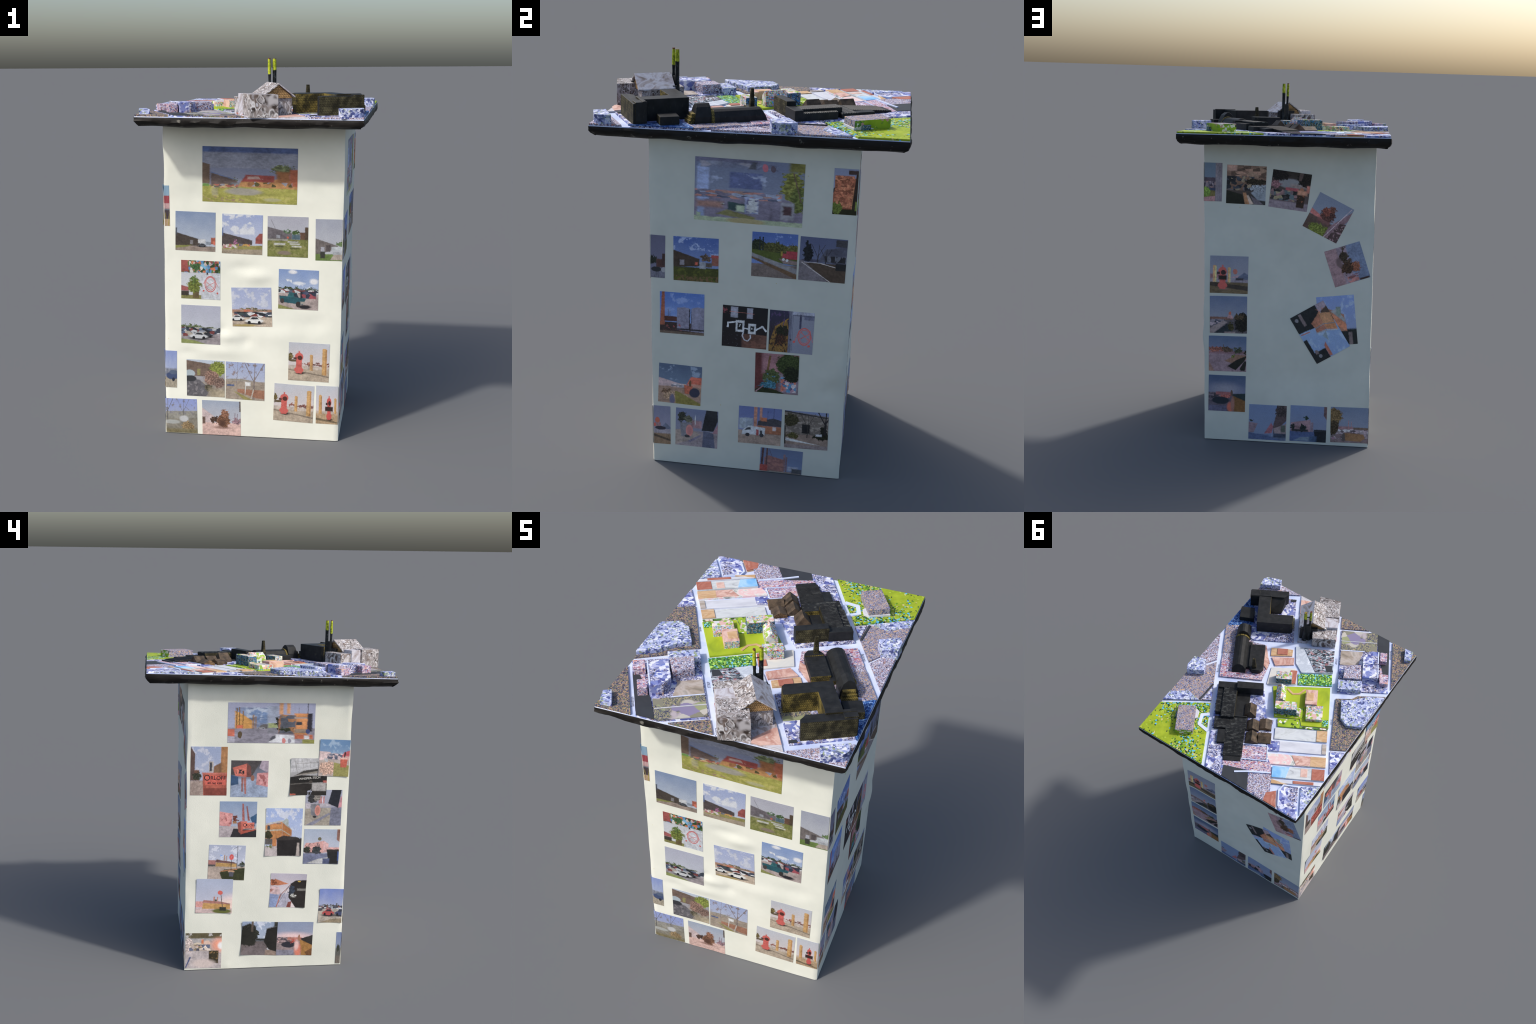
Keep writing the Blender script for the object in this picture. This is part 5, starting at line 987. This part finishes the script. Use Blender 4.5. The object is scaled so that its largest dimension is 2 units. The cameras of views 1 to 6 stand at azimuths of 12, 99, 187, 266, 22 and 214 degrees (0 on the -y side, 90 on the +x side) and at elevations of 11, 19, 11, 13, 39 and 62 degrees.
def prism(name, pts, top, mat, parent=None, base=-0.006, bevel=0.002, edge_mat=None, front=None, taper=0.0, jitter=0.0012, tops=None):
    """Straight-walled block from a town-coordinate outline. edge_mat covers faces pointing along `front` (a list of town directions)."""
    rng = random.Random(sum(int(1e4 * (a + 3 * b)) for a, b in pts))
    bm = bmesh.new()
    cx = sum(p[0] for p in pts) / len(pts)
    cy = sum(p[1] for p in pts) / len(pts)
    lo, hi = [], []
    for i, (a, b) in enumerate(pts):
        a += rng.uniform(-jitter, jitter)
        b += rng.uniform(-jitter, jitter)
        lo.append(bm.verts.new(city(a, b, base)))
        z = (tops[i] if tops else top) + rng.uniform(-jitter, jitter)
        hi.append(bm.verts.new(city(a + (cx - a) * taper, b + (cy - b) * taper, z)))
    n = len(pts)
    area = sum(pts[i][0] * pts[(i + 1) % n][1] - pts[(i + 1) % n][0] * pts[i][1] for i in range(n))
    if area < 0:
        lo.reverse()
        hi.reverse()
    bm.faces.new(hi)
    for i in range(n):
        bm.faces.new((lo[i], lo[(i + 1) % n], hi[(i + 1) % n], hi[i]))
    bmesh.ops.recalc_face_normals(bm, faces=bm.faces)
    if bevel:
        es = [e for e in bm.edges if not (e.verts[0] in lo and e.verts[1] in lo)]
        bmesh.ops.bevel(bm, geom=es, offset=bevel, segments=2, profile=0.5, affect="EDGES")
    if edge_mat:
        for f in bm.faces:
            for fa, fb in front:
                d = EA * fa + EB * fb
                if f.normal.x * d.x + f.normal.y * d.y > 0.8:
                    f.material_index = 1
    me = bpy.data.meshes.new(name)
    bm.to_mesh(me)
    bm.free()
    mats = [P[mat] if isinstance(mat, str) else mat]
    if edge_mat:
        mats.append(P[edge_mat] if isinstance(edge_mat, str) else edge_mat)
    return new_object(name, me, mats, parent or root)


def profile_roof(name, a0, a1, b0, b1, prof, mat, parent=None, axis="b", hip=(0, 0), edge_mat=None, bevel=0.0015):
    """Loft a cross-section [(0..1 across, height)] along one town axis; hip pulls the end sections in at height."""
    verts, faces = [], []
    top = max(h for _, h in prof)
    ends = []
    for k in (0, 1):
        ring = []
        for f, h in prof:
            pull = hip[k] * (max(0.0, h) / top if top > 0 else 0)
            if axis == "b":
                a = a0 + (a1 - a0) * f
                b = (b0 + pull) if k == 0 else (b1 - pull)
            else:
                b = b0 + (b1 - b0) * f
                a = (a0 + pull) if k == 0 else (a1 - pull)
            ring.append(len(verts))
            verts.append(city(a, b, h))
        ends.append(ring)
    n = len(prof)
    for i in range(n):
        j = (i + 1) % n
        faces.append((ends[0][i], ends[0][j], ends[1][j], ends[1][i]))
    faces.append(tuple(ends[0]))
    faces.append(tuple(reversed(ends[1])))
    me = mesh_from(name, verts, faces)
    bm = bmesh.new()
    bm.from_mesh(me)
    if bevel:
        bmesh.ops.bevel(bm, geom=list(bm.edges), offset=bevel, segments=2, profile=0.5, affect="EDGES")
    if edge_mat:
        d = EB if axis == "b" else EA
        for f in bm.faces:
            if abs(f.normal.x * d.x + f.normal.y * d.y) > 0.6:
                f.material_index = 1
    bm.to_mesh(me)
    bm.free()
    mats = [P[mat] if isinstance(mat, str) else mat]
    if edge_mat:
        mats.append(edge_mat)
    return new_object(name, me, mats, parent or root)


def ribbed_roof(a0, a1, b0, b1, z0, z1, parent, pitch=0.0092, amp=0.0011, thick=0.004):
    """Corrugated sheet: ridges run along a, height goes from z0 (at b0) to z1 (at b1)."""
    nb = max(8, int((b1 - b0) / pitch * 8))
    verts, faces = [], []
    for i in range(nb + 1):
        f = i / nb
        b = b0 + (b1 - b0) * f
        h = z0 + (z1 - z0) * f + amp * math.sin(2 * math.pi * (b - b0) / pitch)
        for a, dz in ((a0, -thick), (a0, 0), ((a0 + a1) / 2, 0.0006), (a1, 0), (a1, -thick)):
            w = 0.0008 * noise.noise(Vector((a * 30, b * 30, 3)))
            verts.append(city(a, b + w, h + dz))
    for i in range(nb):
        for k in range(4):
            a = i * 5 + k
            faces.append((a, a + 1, a + 6, a + 5))
    faces.append((4, 3, 2, 1, 0))
    faces.append(tuple(nb * 5 + k for k in range(5)))
    me = mesh_from("corrugated_roof", verts, faces)
    return new_object("corrugated_roof", me, BLACK_RIBBED, parent)


FRONT = [(0, -1)]
GABLE = lambda wall, ridge: [(0, -.006), (1, -.006), (1, wall), (.5, ridge), (0, wall)]
BARREL = lambda wall, ridge: [(0, -.006), (1, -.006), (1, wall), (.80, wall + (ridge - wall) * .75), (.58, ridge), (.42, ridge), (.20, wall + (ridge - wall) * .75), (0, wall)]

# --- large black mill with a courtyard open to the left
mill = prism("black_mill", [(-0.036, -0.505), (0.113, -0.505), (0.113, -0.648), (0.190, -0.648), (0.190, -0.432), (-0.022, -0.432), (-0.036, -0.445)], 0.097, BLACK, edge_mat=YELLOW, front=[(0, -1), (-1, 0)])
prism("front_wing", [(0.004, -0.698), (0.243, -0.698), (0.243, -0.645), (0.035, -0.645), (0.004, -0.672)], 0.0915, BLACK, mill, edge_mat=EDGE, front=FRONT)
prism("courtyard_slope", [(0.020, -0.650), (0.116, -0.650), (0.116, -0.580), (0.045, -0.585)], 0.05, BLACK, mill, tops=[.080, .084, .030, .006], bevel=0.001)
prism("stair_block", rect(0.186, 0.247, -0.690, -0.638), 0.0975, BLACK, mill, edge_mat=EDGE, front=FRONT)
prism("parapet", rect(0.112, 0.248, -0.657, -0.640), 0.1005, BLACK, mill, edge_mat=EDGE, front=FRONT)
prism("annex", [(0.214, -0.588), (0.300, -0.594), (0.304, -0.508), (0.214, -0.500)], 0.039, BLACK, mill, edge_mat=EDGE, front=FRONT)

# --- factory: flat hall with a tapering chimney, barrel-roofed hall and end shed
hall = prism("black_factory", [(0.120, -0.306), (0.213, -0.306), (0.212, -0.135), (0.19, -0.105), (0.14, -0.105), (0.120, -0.130)], 0.032, BLACK, edge_mat=YELLOW, front=FRONT)
prism("roof_step", [(0.1215, -0.150), (0.2105, -0.150), (0.210, -0.136), (0.19, -0.107), (0.142, -0.107), (0.1215, -0.131)], 0.036, BLACK, hall, edge_mat=YELLOW, front=FRONT)
prism("chimney", rect(0.163, 0.190, -0.141, -0.119), 0.123, EDGE, hall, base=0.02, taper=0.42)
prism("link", rect(0.205, 0.236, -0.330, -0.135), 0.020, BLACK, hall, edge_mat=YELLOW, front=FRONT)
profile_roof("barrel_roof", 0.229, 0.313, -0.352, -0.098, BARREL(.026, .056), BLACK, hall, hip=(0, 0.03))
profile_roof("end_arch", 0.228, 0.314, -0.362, -0.349, BARREL(.028, .060), YELLOW, hall)
profile_roof("end_shed", 0.222, 0.306, -0.440, -0.360, BARREL(.030, .084), BLACK, hall, hip=(0.014, 0.004))
for k, (b0, h) in enumerate(((-0.462, 0.016), (-0.455, 0.030), (-0.448, 0.044))):
    prism("stepped_front", rect(0.226 + .004 * k, 0.300 - .004 * k, b0, -0.425), h, YELLOW, hall, bevel=0.0012)

# --- low ribbed complex at the back
works = prism("black_works", rect(0.104, 0.264, 0.008, 0.054), 0.070, BLACK, edge_mat=EDGE, front=FRONT)
prism("corner_block", rect(0.262, 0.379, 0.004, 0.046), 0.050, BLACK, works)
prism("side_hall", rect(0.340, 0.380, 0.040, 0.215), 0.034, BLACK, works)
prism("main_hall", rect(0.262, 0.343, 0.040, 0.250), 0.045, BLACK, works, edge_mat=EDGE, front=[(-1, 0)])
prism("courtyard", rect(0.182, 0.266, 0.045, 0.243), 0.010, BLACK, works)
prism("cross_hall", rect(0.184, 0.378, 0.236, 0.318), 0.023, BLACK, works)
prism("cross_hall_gable", rect(0.186, 0.262, 0.229, 0.238), 0.031, BLACK, works, edge_mat=YELLOW, front=FRONT)
prism("rear_hall", [(0.188, 0.314), (0.307, 0.314), (0.300, 0.530), (0.196, 0.530)], 0.02, BLACK, works, tops=[.022, .022, .008, .008])
prism("side_room", rect(0.304, 0.350, 0.324, 0.416), 0.020, BLACK, works)
ribbed_roof(0.340, 0.379, 0.046, 0.214, 0.0362, 0.0358, works)
ribbed_roof(0.265, 0.341, 0.044, 0.249, 0.0475, 0.0470, works)
ribbed_roof(0.186, 0.376, 0.240, 0.317, 0.0255, 0.0250, works, pitch=0.013)
ribbed_roof(0.192, 0.304, 0.316, 0.500, 0.0245, 0.0130, works, amp=0.0014)
profile_roof("cottage", 0.134, 0.204, 0.132, 0.222, GABLE(.018, .056), BROWN_BLACK, works, hip=(0.012, 0.012))
profile_roof("shed", 0.108, 0.182, 0.246, 0.316, GABLE(.010, .042), BROWN_BLACK, works)
profile_roof("shed", 0.106, 0.182, 0.330, 0.402, GABLE(.010, .044), BROWN_BLACK, works)
profile_roof("shed", 0.034, 0.106, 0.232, 0.302, GABLE(.014, .030), BROWN_BLACK, works, edge_mat=BROWN_EDGE)
profile_roof("shed", 0.030, 0.108, 0.322, 0.396, GABLE(.010, .030), BROWN_BLACK, works, axis="a", edge_mat=BROWN_EDGE)

# --- printed-paper houses
house = prism("stone_hall", rect(-0.238, -0.090, -0.578, -0.425), 0.090, "stone")


def roof_slab(name, a0, z0, a1, z1, b0, b1, mat, parent, thick=0.006):
    verts, faces = [], []
    for b in (b0, b1):
        for a, z in ((a0, z0), (a1, z1), (a1, z1 - thick), (a0, z0 - thick)):
            verts.append(city(a, b, z))
    faces = [(0, 1, 2, 3), (4, 5, 6, 7), (0, 1, 5, 4), (1, 2, 6, 5), (2, 3, 7, 6), (3, 0, 4, 7)]
    return new_object(name, mesh_from(name, verts, faces), mat, parent)


profile_roof("gable", -0.236, -0.092, -0.584, -0.424, [(0, .080), (1, .080), (1, .088), (.5, .145), (0, .088)], ROOF_CARD, house)
roof_slab("roof_slope", -0.250, 0.092, -0.163, 0.152, -0.596, -0.418, P["stone"], house)
roof_slab("roof_slope", -0.0795, 0.090, -0.1635, 0.1525, -0.596, -0.418, P["stone_smooth"], house)
prism("front_box", [(-0.330, -0.640), (-0.195, -0.672), (-0.188, -0.560), (-0.236, -0.508), (-0.322, -0.508)], 0.103, "stone", house)
prism("side_box", [(-0.318, -0.505), (-0.232, -0.505), (-0.232, -0.430), (-0.318, -0.430)], 0.100, "stone_smooth", house)
prism("low_wing", [(-0.314, -0.430), (-0.165, -0.430), (-0.165, -0.352), (-0.312, -0.352)], 0.080, "stone", house)
prism("lean_to", rect(-0.200, -0.082, -0.430, -0.405), 0.100, BLACK, house, taper=0.1)

# twin chimneys: slim tapering rods, dark below, yellow-green above
def rod_material(split):
    N = Nodes("painted_rod")
    c = N.coord()
    z = N.math("ADD", N.axes(c)[2], N.math("MULTIPLY", N.noise(c, 60), 0.012))
    f = N.noise(c, 70, 3, 0.6)
    green = N.ramp(f, [(0.3, lin("4c5a18")), (0.55, lin("a8b42c")), (0.75, lin("c8cc48"))])
    dark = N.ramp(f, [(0.5, lin("16191a")), (0.66, lin("30363a")), (0.8, lin("a0a8a8"))])
    col = N.mix(N.smooth(z, split, split + .004), dark, green)
    col = N.mix(N.smooth(z, 2.000, 2.003), col, lin("6a4434"))
    return N.done(col, 0.5)


def rod(name, base, top, radii, mat, parent):
    K, verts, faces = 14, [], []
    for t, r in radii:
        p = base.lerp(top, t)
        for i in range(K):
            w = 2 * math.pi * i / K
            verts.append((p.x + r * math.cos(w), p.y + r * math.sin(w), p.z))
    m = len(radii)
    for l in range(m - 1):
        for i in range(K):
            j = (i + 1) % K
            faces.append((l * K + i, l * K + j, (l + 1) * K + j, (l + 1) * K + i))
    faces.append(tuple(range((m - 1) * K, m * K)))
    faces.append(tuple(reversed(range(K))))
    me = mesh_from(name, verts, faces, smooth=True)
    me.set_sharp_from_angle(angle=math.radians(50))
    return new_object(name, me, mat, parent)


rod("tall_chimney", Vector((0.089, -0.424, 1.725)), Vector((0.085, -0.428, 2.0)), [(0, .018), (.3, .013), (.45, .0095), (.6, .0062), (.72, .0078), (.85, .0078), (1, .0062)], rod_material(1.925), house)
rod("tall_chimney", Vector((0.107, -0.401, 1.725)), Vector((0.108, -0.404, 1.997)), [(0, .016), (.3, .012), (.45, .0098), (.7, .0094), (.85, .0102), (1, .0088)], rod_material(1.944), house)
tie = rod("chimney_tie", Vector((0.090, -0.420, 1.951)), Vector((0.104, -0.406, 1.953)), [(0, .004), (1, .004)], BLACK, house)
prism("chimney_fin", [(-0.155, -0.420), (-0.108, -0.412), (-0.108, -0.396), (-0.155, -0.398)], 0.140, BLACK, house, taper=0.25)

garden_house = profile_roof("paper_house", -0.034, 0.024, -0.002, 0.112, GABLE(.046, .072), "confetti", hip=(0.004, 0.004))
prism("wing", [(-0.106, 0.116), (0.026, 0.116), (0.026, 0.178), (-0.106, 0.178)], 0.057, "confetti_dark", garden_house)
prism("wing_roof", [(-0.104, 0.118), (0.024, 0.118), (0.024, 0.176), (-0.104, 0.176)], 0.0605, "confetti", garden_house, base=0.055)
prism("porch", [(-0.135, 0.150), (-0.105, 0.135), (-0.105, 0.178), (-0.125, 0.185)], 0.026, "confetti", garden_house)
pink_house = prism("paper_house", rect(-0.226, -0.154, 0.007, 0.112), 0.038, "pink_print", edge_mat="confetti", front=FRONT)
prism("roof_panel", rect(-0.204, -0.158, 0.030, 0.088), 0.0405, "tan", pink_house, base=0.03)
prism("wing", rect(-0.264, -0.162, 0.112, 0.212), 0.024, "confetti", pink_house)
prism("paper_house", rect(-0.060, 0.036, -0.105, -0.048), 0.050, "confetti", edge_mat="confetti_dark", front=[(0, 1), (1, 0)])
lawn_house = prism("paper_house", rect(0.496, 0.602, 0.190, 0.366), 0.041, "gravel", edge_mat="garden", front=[(1, 0), (0, 1)])
prism("plinth", [(0.476, 0.205), (0.498, 0.186), (0.604, 0.186), (0.604, 0.20), (0.498, 0.26), (0.480, 0.25)], 0.010, "white_print", lawn_house)
prism("porch", rect(0.600, 0.614, 0.225, 0.265), 0.020, "confetti_dark", lawn_house)
prism("paper_house", [(0.474, -0.155), (0.548, -0.172), (0.585, -0.112), (0.585, -0.068), (0.480, -0.068)], 0.045, "collage_pale")
prism("paper_house", [(0.062, -0.836), (0.150, -0.850), (0.180, -0.836), (0.196, -0.785), (0.068, -0.780)], 0.040, "collage_pale")
prism("paper_house", [(-0.802, -0.345), (-0.752, -0.368), (-0.747, -0.275), (-0.785, -0.275)], 0.026, "collage_pale")
W = clip_to_board([city_xy(a, b) for a, b in [(-0.371, 0.052), (-0.44, 0.046), (-0.53, 0.014), (-0.70, 0.008), (-0.62, 0.12), (-0.530, 0.241), (-0.409, 0.236), (-0.372, 0.183)]], 0.003)
prism("paper_house", [(p.dot(EA), p.dot(EB)) for p in W], 0.023, "collage_pale", bevel=0.004)
quarter = prism("paper_house", [(-0.490, -0.255), (-0.528, -0.306), (-0.588, -0.306), (-0.588, -0.208), (-0.490, -0.212)], 0.051, "collage")
prism("wing", rect(-0.638, -0.594, -0.308, -0.242), 0.043, "collage_red", quarter)
prism("wing", rect(-0.588, -0.490, -0.212, -0.108), 0.046, "collage", quarter)
prism("wing", rect(-0.648, -0.594, -0.150, -0.080), 0.034, "collage_red", quarter)
prism("wing", [(-0.481, -0.205), (-0.380, -0.190), (-0.374, -0.096), (-0.484, -0.096)], 0.044, "collage_fine", quarter)
prism("wing", rect(-0.490, -0.344, -0.092, -0.022), 0.028, "collage_pale", quarter)
